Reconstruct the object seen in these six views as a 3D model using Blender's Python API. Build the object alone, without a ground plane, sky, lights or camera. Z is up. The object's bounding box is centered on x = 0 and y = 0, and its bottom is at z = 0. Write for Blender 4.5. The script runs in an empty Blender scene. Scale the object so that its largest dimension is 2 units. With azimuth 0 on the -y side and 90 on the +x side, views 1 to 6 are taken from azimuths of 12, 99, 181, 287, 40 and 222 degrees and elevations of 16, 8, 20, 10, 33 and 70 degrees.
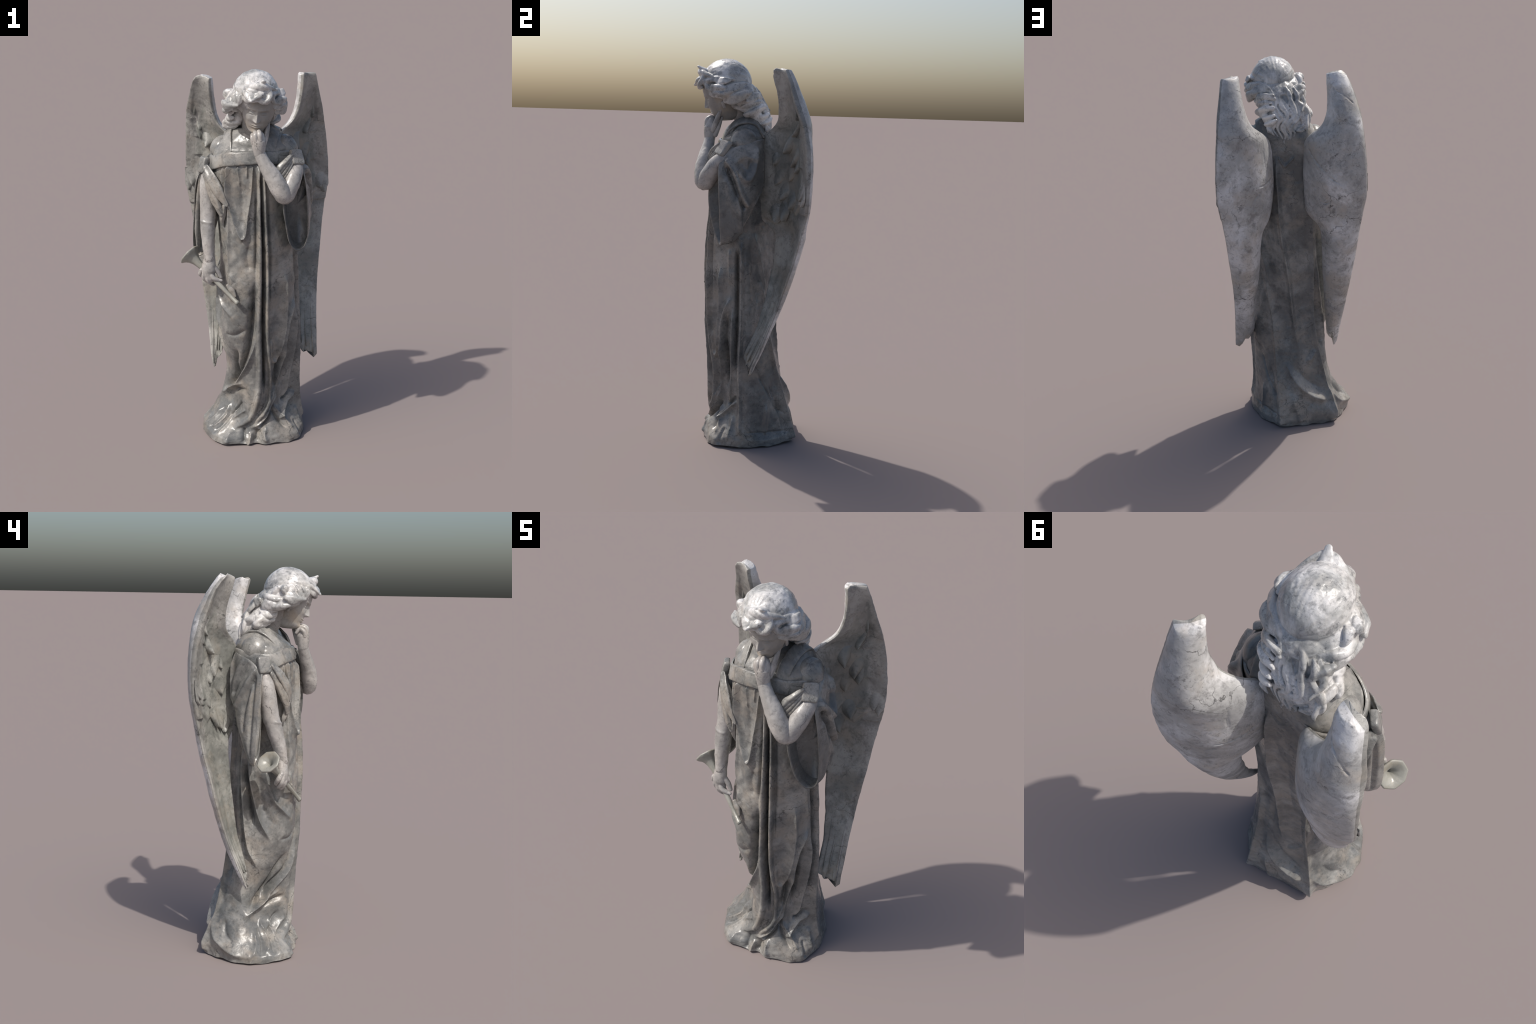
import math
import numpy as np

# ---------------------------------------------------------------- gown sections
# Horizontal sections of the draped body, (x, y) going from the back round +x.
SECTIONS = [
 (0.00, [(.085,.244),(.2,.124),(.255,-.005),(.259,-.05),(.255,-.15),(.208,-.191),(.08,-.245),(.03,-.236),(-.02,-.257),(-.142,-.28),(-.216,-.228),(-.304,-.105),(-.303,-.015),(-.262,.092),(-.212,.182),(-.035,.219)]),
 (0.035,[(.085,.24),(.198,.122),(.253,-.005),(.257,-.05),(.252,-.148),(.205,-.188),(.082,-.242),(.03,-.232),(-.02,-.252),(-.14,-.272),(-.214,-.22),(-.302,-.1),(-.302,-.015),(-.262,.09),(-.212,.182),(-.035,.22)]),
 (0.06, [(.085,.232),(.188,.116),(.25,-.005),(.252,-.06),(.238,-.132),(.195,-.178),(.085,-.23),(.03,-.22),(-.03,-.235),(-.13,-.238),(-.205,-.19),(-.285,-.09),(-.298,-.015),(-.258,.09),(-.215,.185),(-.03,.218)]),
 (0.13, [(.09,.215),(.176,.109),(.238,0),(.226,-.055),(.185,-.105),(.135,-.152),(.09,-.195),(.03,-.212),(-.04,-.208),(-.108,-.155),(-.155,-.12),(-.232,-.06),(-.256,0),(-.238,.085),(-.194,.16),(-.03,.205)]),
 (0.22, [(.09,.188),(.175,.11),(.236,0),(.21,-.05),(.155,-.085),(.112,-.142),(.08,-.195),(.03,-.216),(-.03,-.208),(-.088,-.122),(-.132,-.072),(-.195,-.045),(-.2,0),(-.195,.075),(-.16,.128),(-.03,.185)]),
 (0.35, [(.08,.152),(.165,.095),(.238,0),(.224,-.045),(.175,-.078),(.125,-.145),(.085,-.2),(.03,-.218),(-.03,-.19),(-.086,-.116),(-.136,-.062),(-.172,-.01),(-.174,.04),(-.15,.08),(-.115,.115),(-.03,.15)]),
 (0.50, [(.08,.122),(.16,.08),(.238,.0),(.24,-.045),(.2,-.088),(.15,-.162),(.09,-.21),(.03,-.232),(-.04,-.215),(-.1,-.165),(-.145,-.11),(-.165,-.04),(-.165,.02),(-.138,.05),(-.1,.086),(-.03,.12)]),
 (0.65, [(.08,.1),(.155,.068),(.228,.01),(.25,-.05),(.222,-.1),(.172,-.178),(.1,-.22),(.03,-.243),(-.05,-.235),(-.12,-.195),(-.155,-.135),(-.168,-.06),(-.163,.01),(-.128,.036),(-.09,.074),(-.03,.098)]),
 (0.85, [(.085,.1),(.15,.06),(.225,.01),(.25,-.05),(.232,-.108),(.177,-.188),(.1,-.23),(.03,-.248),(-.05,-.235),(-.113,-.197),(-.148,-.135),(-.16,-.06),(-.153,.005),(-.13,.045),(-.09,.07),(-.03,.092)]),
 (1.05, [(.09,.098),(.15,.06),(.222,.01),(.248,-.05),(.232,-.108),(.178,-.186),(.1,-.228),(.03,-.244),(-.05,-.227),(-.108,-.187),(-.138,-.13),(-.147,-.06),(-.14,.005),(-.115,.043),(-.08,.064),(-.03,.086)]),
 (1.30, [(.1,.088),(.15,.053),(.22,.012),(.24,-.05),(.23,-.11),(.18,-.17),(.105,-.208),(.03,-.222),(-.05,-.205),(-.108,-.172),(-.14,-.12),(-.148,-.06),(-.14,.005),(-.118,.042),(-.08,.06),(-.03,.074)]),
 (1.50, [(.1,.078),(.16,.055),(.235,.025),(.262,-.03),(.245,-.1),(.19,-.16),(.11,-.195),(.03,-.207),(-.05,-.2),(-.115,-.172),(-.158,-.12),(-.168,-.06),(-.158,.005),(-.13,.042),(-.08,.06),(-.03,.065)]),
 (1.60, [(.1,.066),(.16,.058),(.225,.035),(.255,-.03),(.24,-.095),(.2,-.14),(.12,-.172),(.04,-.182),(-.04,-.176),(-.105,-.148),(-.145,-.105),(-.158,-.05),(-.148,.005),(-.125,.04),(-.08,.06),(-.03,.065)]),
 (1.64, [(.1,.055),(.16,.048),(.205,.03),(.225,-.025),(.212,-.075),(.172,-.11),(.12,-.136),(.05,-.145),(-.02,-.138),(-.075,-.118),(-.112,-.085),(-.125,-.04),(-.115,.005),(-.1,.035),(-.07,.048),(-.02,.054)]),
 (1.675,[(.1,.04),(.145,.036),(.18,.02),(.195,-.025),(.182,-.065),(.15,-.092),(.108,-.115),(.055,-.12),(.0,-.116),(-.045,-.098),(-.075,-.07),(-.09,-.035),(-.08,.0),(-.07,.02),(-.045,.033),(-.01,.038)]),
 (1.70, [(.1,.015),(.125,.01),(.135,0),(.14,-.03),(.13,-.06),(.115,-.08),(.09,-.1),(.055,-.105),(.02,-.1),(-.01,-.085),(-.03,-.065),(-.04,-.04),(-.035,-.015),(-.02,.005),(0,.012),(.04,.018)]),
]
NTH = 640
THETA = (np.arange(NTH) / NTH) * 2 * np.pi - np.pi     # azimuth: 0 = front (-y), 90 deg = +x

def centre(z):
    z = np.asarray(z, float)
    t = np.clip(z / 1.4, 0, 1)
    return -.01 + .06 * t, -.065 * t

def _polar(sec, cx, cy):
    p = np.array(sec) - (cx, cy)
    q = np.roll(p, -1, axis=0)
    d = np.stack([np.sin(THETA), -np.cos(THETA)], 1)
    best = np.zeros(NTH)
    for a, b in zip(p, q):
        e = b - a
        den = d[:, 0] * e[1] - d[:, 1] * e[0]
        den = np.where(np.abs(den) < 1e-12, 1e-12, den)
        r = (a[0] * e[1] - a[1] * e[0]) / den
        s = (a[0] * d[:, 1] - a[1] * d[:, 0]) / den
        ok = (s >= -1e-9) & (s <= 1 + 1e-9) & (r > 0)
        best = np.where(ok, np.maximum(best, r), best)
    return best

def _smooth_ring(r, deg):
    s = deg / 360 * NTH
    k = int(3 * s) + 1
    w = np.exp(-.5 * (np.arange(-k, k + 1) / s) ** 2)
    w /= w.sum()
    return sum(wi * np.roll(r, j) for wi, j in zip(w, range(-k, k + 1)))

ZK = np.array([s[0] for s in SECTIONS])
RK = np.array([_smooth_ring(_polar(s, *centre(z)), 2.2 if z < .1 else 5.0) for z, s in SECTIONS])
MK = np.zeros_like(RK)                                   # limited slopes (monotone cubic)
_d = np.diff(RK, axis=0) / np.diff(ZK)[:, None]
for _i in range(1, len(ZK) - 1):
    a, b = _d[_i - 1], _d[_i]
    MK[_i] = np.where(a * b > 0, 2 * a * b / (a + b + 1e-12 * np.sign(a + b + 1e-30)), 0)
MK[0], MK[-1] = _d[0], _d[-1]

def base_radius(th, z):
    """radius of the smooth draped body at azimuth th (radians) and height z"""
    th = np.asarray(th, float); z = np.clip(np.asarray(z, float), 0, ZK[-1])
    th, z = np.broadcast_arrays(th, z)
    f = ((th + np.pi) / (2 * np.pi) * NTH) % NTH
    i0 = np.floor(f).astype(int) % NTH; i1 = (i0 + 1) % NTH; w = f - np.floor(f)
    k = np.clip(np.searchsorted(ZK, z, side='right') - 1, 0, len(ZK) - 2)
    h = ZK[k + 1] - ZK[k]; t = (z - ZK[k]) / h
    def at(A, kk): return A[kk, i0] * (1 - w) + A[kk, i1] * w
    return (at(RK, k) * (2*t**3 - 3*t**2 + 1) + at(MK, k) * h * (t**3 - 2*t**2 + t)
            + at(RK, k + 1) * (-2*t**3 + 3*t**2) + at(MK, k + 1) * h * (t**3 - t**2))

# ================================================================ helpers
import bpy
import random
random.seed(11)

def hash01(i, j, k, seed):
    h = (i * 374761393 + j * 668265263 + k * 2147483647 + seed * 1442695041) & 0xFFFFFFFF
    h = ((h ^ (h >> 13)) * 1274126177) & 0xFFFFFFFF
    return ((h ^ (h >> 16)) & 0xFFFF) / 65535.0

def noise3(P, scale, seed=0):
    """smooth value noise in -1..1 at points P (n,3)"""
    q = np.asarray(P) * scale + 100.0
    i = np.floor(q).astype(np.int64); f = q - i
    f = f * f * (3 - 2 * f)
    out = 0
    for dx in (0, 1):
        for dy in (0, 1):
            for dz in (0, 1):
                w = (f[..., 0] if dx else 1 - f[..., 0]) * (f[..., 1] if dy else 1 - f[..., 1]) * (f[..., 2] if dz else 1 - f[..., 2])
                out = out + w * hash01(i[..., 0] + dx, i[..., 1] + dy, i[..., 2] + dz, seed)
    return out * 2 - 1

def spline(pts, n):
    """Catmull-Rom through pts, n samples evenly spread along the length"""
    p = np.array(pts, float)
    if len(p) == 2:
        return p[0] + np.linspace(0, 1, n)[:, None] * (p[1] - p[0])
    e = np.vstack([2 * p[0] - p[1], p, 2 * p[-1] - p[-2]])
    out = []
    for k in range(len(p) - 1):
        a, b, c, d = e[k:k + 4]
        t = np.linspace(0, 1, 24, endpoint=False)[:, None]
        out.append(.5 * (2*b + (c - a)*t + (2*a - 5*b + 4*c - d)*t**2 + (3*b - a - 3*c + d)*t**3))
    out = np.vstack(out + [p[-1:]])
    s = np.r_[0, np.cumsum(np.linalg.norm(np.diff(out, axis=0), axis=1))]
    u = np.linspace(0, s[-1], n)
    return np.stack([np.interp(u, s, out[:, i]) for i in range(p.shape[1])], 1)

def grid_faces(nr, nc, closed=True):
    r = np.arange(nr - 1)[:, None]; c = np.arange(nc if closed else nc - 1)[None, :]
    c2 = (c + 1) % nc
    return np.stack([r*nc + c, r*nc + c2, (r + 1)*nc + c2, (r + 1)*nc + c], -1).reshape(-1, 4)

def vertex_normals(V, F):
    n = np.zeros_like(V)
    a, b, c, d = (V[F[:, i]] for i in range(4))
    fn = np.cross(c - a, d - b)
    for i in range(4):
        np.add.at(n, F[:, i], fn)
    return n / (np.linalg.norm(n, axis=1, keepdims=True) + 1e-12)

def new_object(name, V, faces, mat, parent, normals=None):
    me = bpy.data.meshes.new(name)
    me.from_pydata([tuple(v) for v in np.asarray(V, float).tolist()], [], [tuple(f) for f in faces])
    me.materials.append(mat)
    me.validate()
    me.polygons.foreach_set('use_smooth', [True] * len(me.polygons))
    me.update()
    if normals is not None:
        me.normals_split_custom_set_from_vertices([tuple(n) for n in normals.tolist()])
    ob = bpy.data.objects.new(name, me)
    bpy.context.scene.collection.objects.link(ob)
    ob.parent = parent
    return ob

def loft(rings, cap0=True, cap1=True):
    """closed rings (nr,nc,3) -> verts, faces; ends closed with a fan"""
    R = np.asarray(rings, float); nr, nc = R.shape[:2]
    V = R.reshape(-1, 3); F = [tuple(f) for f in grid_faces(nr, nc).tolist()]
    extra = []
    if cap0:
        extra.append(R[0].mean(0)); i = len(V)
        F += [(i, (c + 1) % nc, c) for c in range(nc)]
    if cap1:
        extra.append(R[-1].mean(0)); i = len(V) + len(extra) - 1; o = (nr - 1) * nc
        F += [(i, o + c, o + (c + 1) % nc) for c in range(nc)]
    if extra:
        V = np.vstack([V, extra])
    return V, F

def tube(pts, radii, flat=1.0, side=(0, 0, 1), nseg=40, nc=24, flute=0.0, flutes=3, twist=0.0,
         rough=0.0, seed=0, round_ends=True):
    """rounded sweep: flat = thickness / width, side = direction of the thin axis"""
    C = spline(pts, nseg)
    rad = np.interp(np.linspace(0, 1, nseg), np.linspace(0, 1, len(radii)), radii)
    T = np.gradient(C, axis=0); T /= np.linalg.norm(T, axis=1, keepdims=True) + 1e-12
    side = np.array(side, float)
    N = side - (T @ side)[:, None] * T
    for k in range(nseg):
        if np.linalg.norm(N[k]) < .15:
            N[k] = np.cross(T[k], (.3, .9, .2))
    N /= np.linalg.norm(N, axis=1, keepdims=True)
    Bn = np.cross(T, N)
    if round_ends:                                    # hemispherical ends
        L = np.r_[0, np.cumsum(np.linalg.norm(np.diff(C, axis=0), axis=1))]
        m = 7
        a = np.linspace(0, np.pi / 2, m, endpoint=False)
        h0 = [(C[0] - T[0] * rad[0] * math.cos(x), rad[0] * max(math.sin(x), .04), T[0], N[0], Bn[0]) for x in a]
        h1 = [(C[-1] + T[-1] * rad[-1] * math.cos(x), rad[-1] * max(math.sin(x), .04), T[-1], N[-1], Bn[-1]) for x in a[::-1]]
        C = np.vstack([[h[0] for h in h0], C, [h[0] for h in h1]])
        rad = np.r_[[h[1] for h in h0], rad, [h[1] for h in h1]]
        N = np.vstack([[h[3] for h in h0], N, [h[3] for h in h1]])
        Bn = np.vstack([[h[4] for h in h0], Bn, [h[4] for h in h1]])
    ph = np.linspace(0, 2 * np.pi, nc, endpoint=False)
    k = np.linspace(0, 1, len(C))[:, None]
    m = 1 + flute * np.cos(flutes * ph[None, :] + twist * k * 2 * np.pi + seed)
    R = C[:, None, :] + (rad[:, None] * m)[..., None] * (np.cos(ph)[None, :, None] * Bn[:, None, :]
                                                        + flat * np.sin(ph)[None, :, None] * N[:, None, :])
    V, F = loft(R)
    if rough:
        V = V + rough * np.stack([noise3(V, 45, seed), noise3(V, 45, seed + 5), noise3(V, 45, seed + 9)], 1)
    return V, F

def seg_distance(P, L):
    """distance from points P to polyline L, and the parameter 0..1 along it"""
    best = np.full(len(P), 9.0); tt = np.zeros(len(P)); side = np.zeros(len(P))
    n = len(L) - 1
    for k in range(n):
        a, b = L[k], L[k + 1]; e = b - a
        t = np.clip(((P - a) @ e) / (e @ e + 1e-15), 0, 1)
        q = P - a - t[:, None] * e
        d = np.linalg.norm(q, axis=1)
        m = d < best
        best = np.where(m, d, best); tt = np.where(m, (k + t) / n, tt)
        if P.shape[1] == 2:
            side = np.where(m, np.sign(e[0] * q[:, 1] - e[1] * q[:, 0]), side)
    return best, tt, side

def taper(t, lo=.12, hi=.12):
    f = lambda x: x * x * (3 - 2 * x)
    a = f(np.clip(t / lo, 0, 1)) if lo > 0 else 1
    b = f(np.clip((1 - t) / hi, 0, 1)) if hi > 0 else 1
    return a * b

def crease(V, Nn, pts, w, h, lo=.12, hi=.12, power=2):
    """raise (h>0) or sink (h<0) a fold along a 3D line"""
    L = spline(pts, 26)
    box = (V > L.min(0) - 3 * w).all(1) & (V < L.max(0) + 3 * w).all(1)
    i = np.nonzero(box)[0]
    if len(i) == 0:
        return
    d, t, _ = seg_distance(V[i], L)
    V[i] += Nn[i] * (h * taper(t, lo, hi) * np.exp(-(d / w) ** power))[:, None]

# ================================================================ materials
def marble(name, light, mid, dark, rough=.33, vein=.55, patch=3.2, seed=0.0, speck=.5, tint=None):
    m = bpy.data.materials.new(name); m.use_nodes = True
    nt = m.node_tree; nd = nt.nodes; lk = nt.links
    b = nd['Principled BSDF']
    co = nd.new('ShaderNodeTexCoord'); mp = nd.new('ShaderNodeMapping')
    mp.inputs['Location'].default_value = (seed, seed * .7, -seed * .4)
    lk.new(co.outputs['Object'], mp.inputs['Vector'])
    def noise(scale, detail, rgh, dist=0.0):
        n = nd.new('ShaderNodeTexNoise')
        n.inputs['Scale'].default_value = scale; n.inputs['Detail'].default_value = detail
        n.inputs['Roughness'].default_value = rgh; n.inputs['Distortion'].default_value = dist
        lk.new(mp.outputs[0], n.inputs['Vector']); return n.outputs['Fac']
    def ramp(fac, stops):
        r = nd.new('ShaderNodeValToRGB'); e = r.color_ramp.elements
        e[0].position, e[0].color = stops[0][0], (*stops[0][1], 1)
        e[1].position, e[1].color = stops[-1][0], (*stops[-1][1], 1)
        for p, c in stops[1:-1]:
            x = e.new(p); x.color = (*c, 1)
        lk.new(fac, r.inputs[0]); return r.outputs[0]
    def mix(kind, fac, a, c):
        x = nd.new('ShaderNodeMix'); x.data_type = 'RGBA'; x.blend_type = kind
        for s, v in ((0, fac), (6, a), (7, c)):
            if hasattr(v, 'links'): lk.new(v, x.inputs[s])
            else: x.inputs[s].default_value = v if s == 0 else (*v, 1)
        return x.outputs[2]
    W = (1, 1, 1); K = (0, 0, 0)
    col = ramp(noise(patch, 6, .66, .5), [(.38, tuple(c * .80 for c in mid)), (.47, mid), (.60, light)])
    warm = tint or tuple(c * f for c, f in zip(mid, (1.12, .98, .82)))
    col = mix('MIX', ramp(noise(patch * 1.9, 4, .6), [(.50, K), (.64, (.7, .7, .7))]), col, warm)
    # soft dark blotches
    col = mix('MIX', ramp(noise(patch * 4.3, 7, .72, .5), [(.52, K), (.68, (speck, speck, speck))]), col, dark)
    # thin veins: ridge of a distorted noise
    n = noise(patch * 1.5, 7, .6, 1.4)
    s = nd.new('ShaderNodeMath'); s.operation = 'SUBTRACT'; s.inputs[1].default_value = .5; lk.new(n, s.inputs[0])
    a = nd.new('ShaderNodeMath'); a.operation = 'ABSOLUTE'; lk.new(s.outputs[0], a.inputs[0])
    v = ramp(a.outputs[0], [(0.0, (vein,) * 3), (.014, K)])
    br = ramp(noise(patch * 1.1, 3, .5), [(.54, K), (.66, W)])
    vm = mix('MULTIPLY', 1.0, v, br)
    col = mix('MIX', vm, col, tuple(c * .62 for c in dark))
    # hairline cracks: wandering cell borders, only in places
    wn = nd.new('ShaderNodeTexNoise'); wn.inputs['Scale'].default_value = 9; wn.inputs['Detail'].default_value = 5
    lk.new(mp.outputs[0], wn.inputs['Vector'])
    ws = nd.new('ShaderNodeVectorMath'); ws.operation = 'SCALE'; ws.inputs['Scale'].default_value = .16; lk.new(wn.outputs['Color'], ws.inputs[0])
    wa = nd.new('ShaderNodeVectorMath'); wa.operation = 'ADD'; lk.new(mp.outputs[0], wa.inputs[0]); lk.new(ws.outputs[0], wa.inputs[1])
    vo = nd.new('ShaderNodeTexVoronoi'); vo.feature = 'DISTANCE_TO_EDGE'; vo.inputs['Scale'].default_value = patch * 1.5
    lk.new(wa.outputs[0], vo.inputs['Vector'])
    ck = ramp(vo.outputs['Distance'], [(0.0, (min(1, vein * 1.3),) * 3), (.011, K)])
    cm = ramp(noise(patch * 1.7, 4, .6), [(.50, K), (.60, W)])
    col = mix('MIX', mix('MULTIPLY', 1.0, ck, cm), col, tuple(c * .45 for c in dark))
    # crisp fine specks, gathered in patches
    fs_ = mix('MULTIPLY', 1.0, ramp(noise(95, 3, .6), [(.57, K), (.66, (speck * .85,) * 3)]), ramp(noise(patch * 2.6, 4, .6), [(.50, K), (.62, W)]))
    col = mix('MIX', fs_, col, tuple(c * .8 for c in dark))
    # pepper specks
    col = mix('MIX', ramp(noise(48, 5, .75), [(.54, K), (.68, (speck * .75,) * 3)]), col, dark)
    lk.new(col, b.inputs['Base Color'])
    r = ramp(noise(patch * 2.2, 4, .6), [(.35, (rough - .06,) * 3), (.7, (rough + .14,) * 3)])
    lk.new(r, b.inputs['Roughness'])
    bp = nd.new('ShaderNodeBump'); bp.inputs['Strength'].default_value = .22; bp.inputs['Distance'].default_value = .006
    lk.new(noise(60, 5, .6), bp.inputs['Height']); lk.new(bp.outputs[0], b.inputs['Normal'])
    b.inputs['Specular IOR Level'].default_value = .5
    return m

M_GOWN = marble('marble_gown', (.300, .291, .270), (.158, .159, .153), (.052, .055, .054), .25, .65, 3.6, 0, .62, (.275, .245, .208))
M_SKIN = marble('marble_skin', (.47, .447, .425), (.325, .312, .297), (.11, .108, .105), .29, .8, 4.5, 3.1, .5, (.37, .342, .315))
M_FACE = marble('marble_face', (.42, .405, .385), (.31, .302, .285), (.15, .145, .14), .32, .15, 4.5, 3.1, .3)
M_HAIR = marble('marble_hair', (.66, .648, .635), (.34, .34, .33), (.09, .095, .10), .26, .3, 4.8, 7.7, .7, (.46, .44, .41))
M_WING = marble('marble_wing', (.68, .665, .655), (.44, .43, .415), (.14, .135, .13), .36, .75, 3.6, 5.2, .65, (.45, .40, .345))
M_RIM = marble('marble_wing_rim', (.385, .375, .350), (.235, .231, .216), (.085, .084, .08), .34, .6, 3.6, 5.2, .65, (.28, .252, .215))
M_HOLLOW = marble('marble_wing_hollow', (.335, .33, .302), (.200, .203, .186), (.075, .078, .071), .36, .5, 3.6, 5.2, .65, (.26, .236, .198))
M_HORN = marble('marble_trumpet', (.30, .295, .262), (.25, .247, .217), (.16, .16, .145), .30, .2, 5, 2.2, .2)

root = bpy.data.objects.new('angel_statue', None)
bpy.context.scene.collection.objects.link(root)
root['label'] = 'weathered marble angel with wings, pensive, holding a trumpet'
root['category'] = 'statue'

# ================================================================ gown
R0 = .23                                             # azimuth -> metres for fold widths
NROW = 600
zz = np.concatenate([np.linspace(0, 1.58, 500, endpoint=False), np.linspace(1.58, 1.70, NROW - 500)])
TH, Z = np.meshgrid(THETA, zz)
DISP = np.zeros_like(TH)
_thf, _zf, _df = TH.ravel(), Z.ravel(), DISP.ravel()

def fold(pts, w, h, lo=.22, hi=.22, power=1.5, lean=0.0):
    """a fold along (azimuth deg, height) points; h>0 ridge, h<0 groove; lean>0 makes the +side steeper"""
    L = spline([(math.radians(a) * R0, z) for a, z in pts], 36)
    mid = L[:, 0].mean() / R0
    u = (((_thf - mid + np.pi) % (2 * np.pi)) - np.pi + mid) * R0
    m = 3.2 * w
    i = np.nonzero((u > L[:, 0].min() - m) & (u < L[:, 0].max() + m) & (_zf > L[:, 1].min() - m) & (_zf < L[:, 1].max() + m))[0]
    d, t, sd = seg_distance(np.stack([u[i], _zf[i]], 1), L)
    if lean:
        d = d * np.where(sd > 0, 1 + lean, 1 - .4 * lean)
    h = h * (1.45 if h > 0 else 1.5)
    _df[i] += h * taper(t, lo, hi) * np.exp(-(d / w) ** power)

def bump(az, z, wa, wz, h):
    u = (((_thf - math.radians(az) + np.pi) % (2 * np.pi)) - np.pi) * R0
    _df[:] += h * np.exp(-(u / wa) ** 2 - ((_zf - z) / wz) ** 2)

# -- front pleats falling from the band to the feet
fold([(24,1.54),(21,1.307),(20,1.104),(18,.929),(15,.698),(16,.569),(17,.453),(13,.27),(1,.143),(-16,.103),(-27,.073)], .016, .017, .03, .06, 3)
fold([(26,1.50),(25,1.149),(24,.928),(22.5,.696),(22.5,.452),(23,.25)], .007, -.030, .05, .15)
fold([(31,1.52),(30.5,1.272),(30,1.101),(29,.925),(27.5,.694),(29,.532),(33,.405),(32,.284),(28,.205),(8,.117),(-4,.082)], .012, .015, .04, .1, 3)
fold([(38,1.45),(36.5,1.1),(34,.9),(33,.72)], .009, -.010)
fold([(15.5,1.45),(14,1.15),(12,.95)], .009, -.011)
# V folds on the chest
fold([(-37,1.54),(-35,1.371),(-24,1.254),(-13,1.177),(-7,1.150)], .011, .015, .06, .02)
fold([(12,1.53),(6,1.375),(0,1.257),(-2,1.179),(-7,1.150)], .009, .014, .06, .02)
fold([(-14,1.45),(-12,1.30),(-7,1.19)], .028, -.008)
fold([(-47,1.54),(-46,1.40),(-42,1.268)], .008, .011); fold([(-42,1.54),(-36,1.304),(-32,1.092),(-30,.94)], .012, .011)
fold([(-43.5,1.53),(-41,1.35),(-38,1.2)], .006, -.008)
fold([(-20,1.54),(-17,1.48),(-15,1.42)], .008, .006); fold([(0,1.54),(-1,1.46)], .008, .005)
fold([(2,1.13),(-1,1.05),(4,.98)], .02, -.009)
fold([(-28,.98),(-24,.90),(-26,.80)], .02, .008)
# knee and the cloth swept away under it
bump(-24, .67, .055, .09, .012)
fold([(13,.968),(8,.793),(5,.667),(-2,.52),(-16,.42),(-40,.325),(-58,.265)], .019, -.030, .25, .15)
fold([(-17,.555),(-28,.471),(-39,.385),(-64,.301),(-84,.227)], .018, -.026, .2, .25)
fold([(13,.66),(9,.585),(3,.519),(-10,.42),(-38,.312),(-70,.235),(-89,.205)], .013, .024, .35, .2)
fold([(-1,.302),(-21,.283),(-50,.258)], .012, -.016, .3, .2)
fold([(-11,.335),(-48,.285),(-70,.255)], .010, .010, .3, .2)
fold([(-2,.666),(-20,.628),(-40,.622)], .012, -.007)
# pocket of slack cloth on the left thigh
fold([(60,.97),(60,.763),(54,.594),(47,.494),(39,.449)], .015, .015, .2, .03)
fold([(34,.60),(35,.49),(39,.449)], .010, .010, .3, .05)
fold([(47,1.02),(46,.75),(43,.55)], .036, -.012, .3, .15, 2)
fold([(79,.80),(66,.693),(58,.54),(51,.393),(38,.257),(27,.193)], .013, .016, .1, .1)
fold([(72,.73),(65,.58),(62,.42),(57,.27)], .014, -.026, .2, .3)
fold([(50,.52),(47,.38),(40,.26)], .015, -.024, .3, .3)
# right side panel and its deep slit
fold([(95,1.09),(94,.88),(92,.66),(88,.44),(87,.21),(87,.06)], .012, .014, .05, .05, 2, .5)
fold([(88,1.06),(87.5,.88),(86,.70),(82,.48),(80,.33)], .009, -.026, .1, .3)
fold([(70,.78),(64,.576),(53,.458),(46,.294),(39,.171)], .012, .011, .4, .2)
fold([(82,.77),(77,.51),(68,.278),(56,.176)], .012, .015); fold([(77,1.05),(77,.85)], .010, .008)
fold([(112,1.15),(120,1.05),(128,.945),(139,.78)], .016, .012); fold([(106,1.1),(110,.95),(118,.75)], .022, -.010)
fold([(84,.243),(66,.193),(42,.105)], .011, .017); fold([(82,.27),(70,.225),(58,.2)], .010, -.014)
fold([(111,.403),(127,.291),(143,.192),(158,.15)], .007, -.006); fold([(89,.078),(110,.075),(140,.07),(160,.06)], .006, -.004)
# left side: folds falling from the hip towards the shin
fold([(-107,1.12),(-106,1.036),(-94,.744),(-85,.584),(-74,.506),(-64,.446)], .012, .017); fold([(-97,1.05),(-85,.891),(-70,.727),(-50,.607)], .012, .018)
fold([(-68,1.0),(-56,.857),(-39,.778),(-10,.69)], .013, .015, .2, .5); fold([(-101,1.038),(-90,.86),(-77,.673)], .013, -.024)
fold([(-78,.98),(-66,.80),(-42,.67)], .022, -.012, .2, .5, 2); fold([(-116,1.15),(-110,.9),(-98,.65),(-86,.5)], .014, -.014); fold([(-50,1.05),(-42,.92),(-20,.78)], .022, -.008, .3, .5, 2)
# train gathered on the ground, left and front
fold([(-128,.21),(-118,.117),(-97,.061),(-74,.034)], .018, .014); fold([(-112,.2),(-103,.125),(-88,.085)], .016, -.010); fold([(-66,.15),(-64,.095),(-69,.035)], .014, .012)
fold([(-57,.19),(-46,.117),(-54,.045)], .012, .012); fold([(-61,.16),(-56,.09),(-60,.03)], .010, -.010); fold([(-36,.19),(-34,.10),(-40,.03)], .012, .010)
fold([(-48,.16),(-42,.09),(-46,.03)], .009, -.010); fold([(-13,.225),(-30,.165),(-45,.10)], .012, -.012); fold([(-5,.19),(-20,.15),(-34,.11)], .010, .008)
fold([(49,.275),(37,.217),(20,.128),(0,.081)], .010, .014); fold([(45,.22),(30,.145),(12,.085)], .010, -.016); fold([(36,.178),(45,.103),(51,.06)], .009, -.014); fold([(40,.20),(53,.12),(58,.05)], .010, .010)
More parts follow.
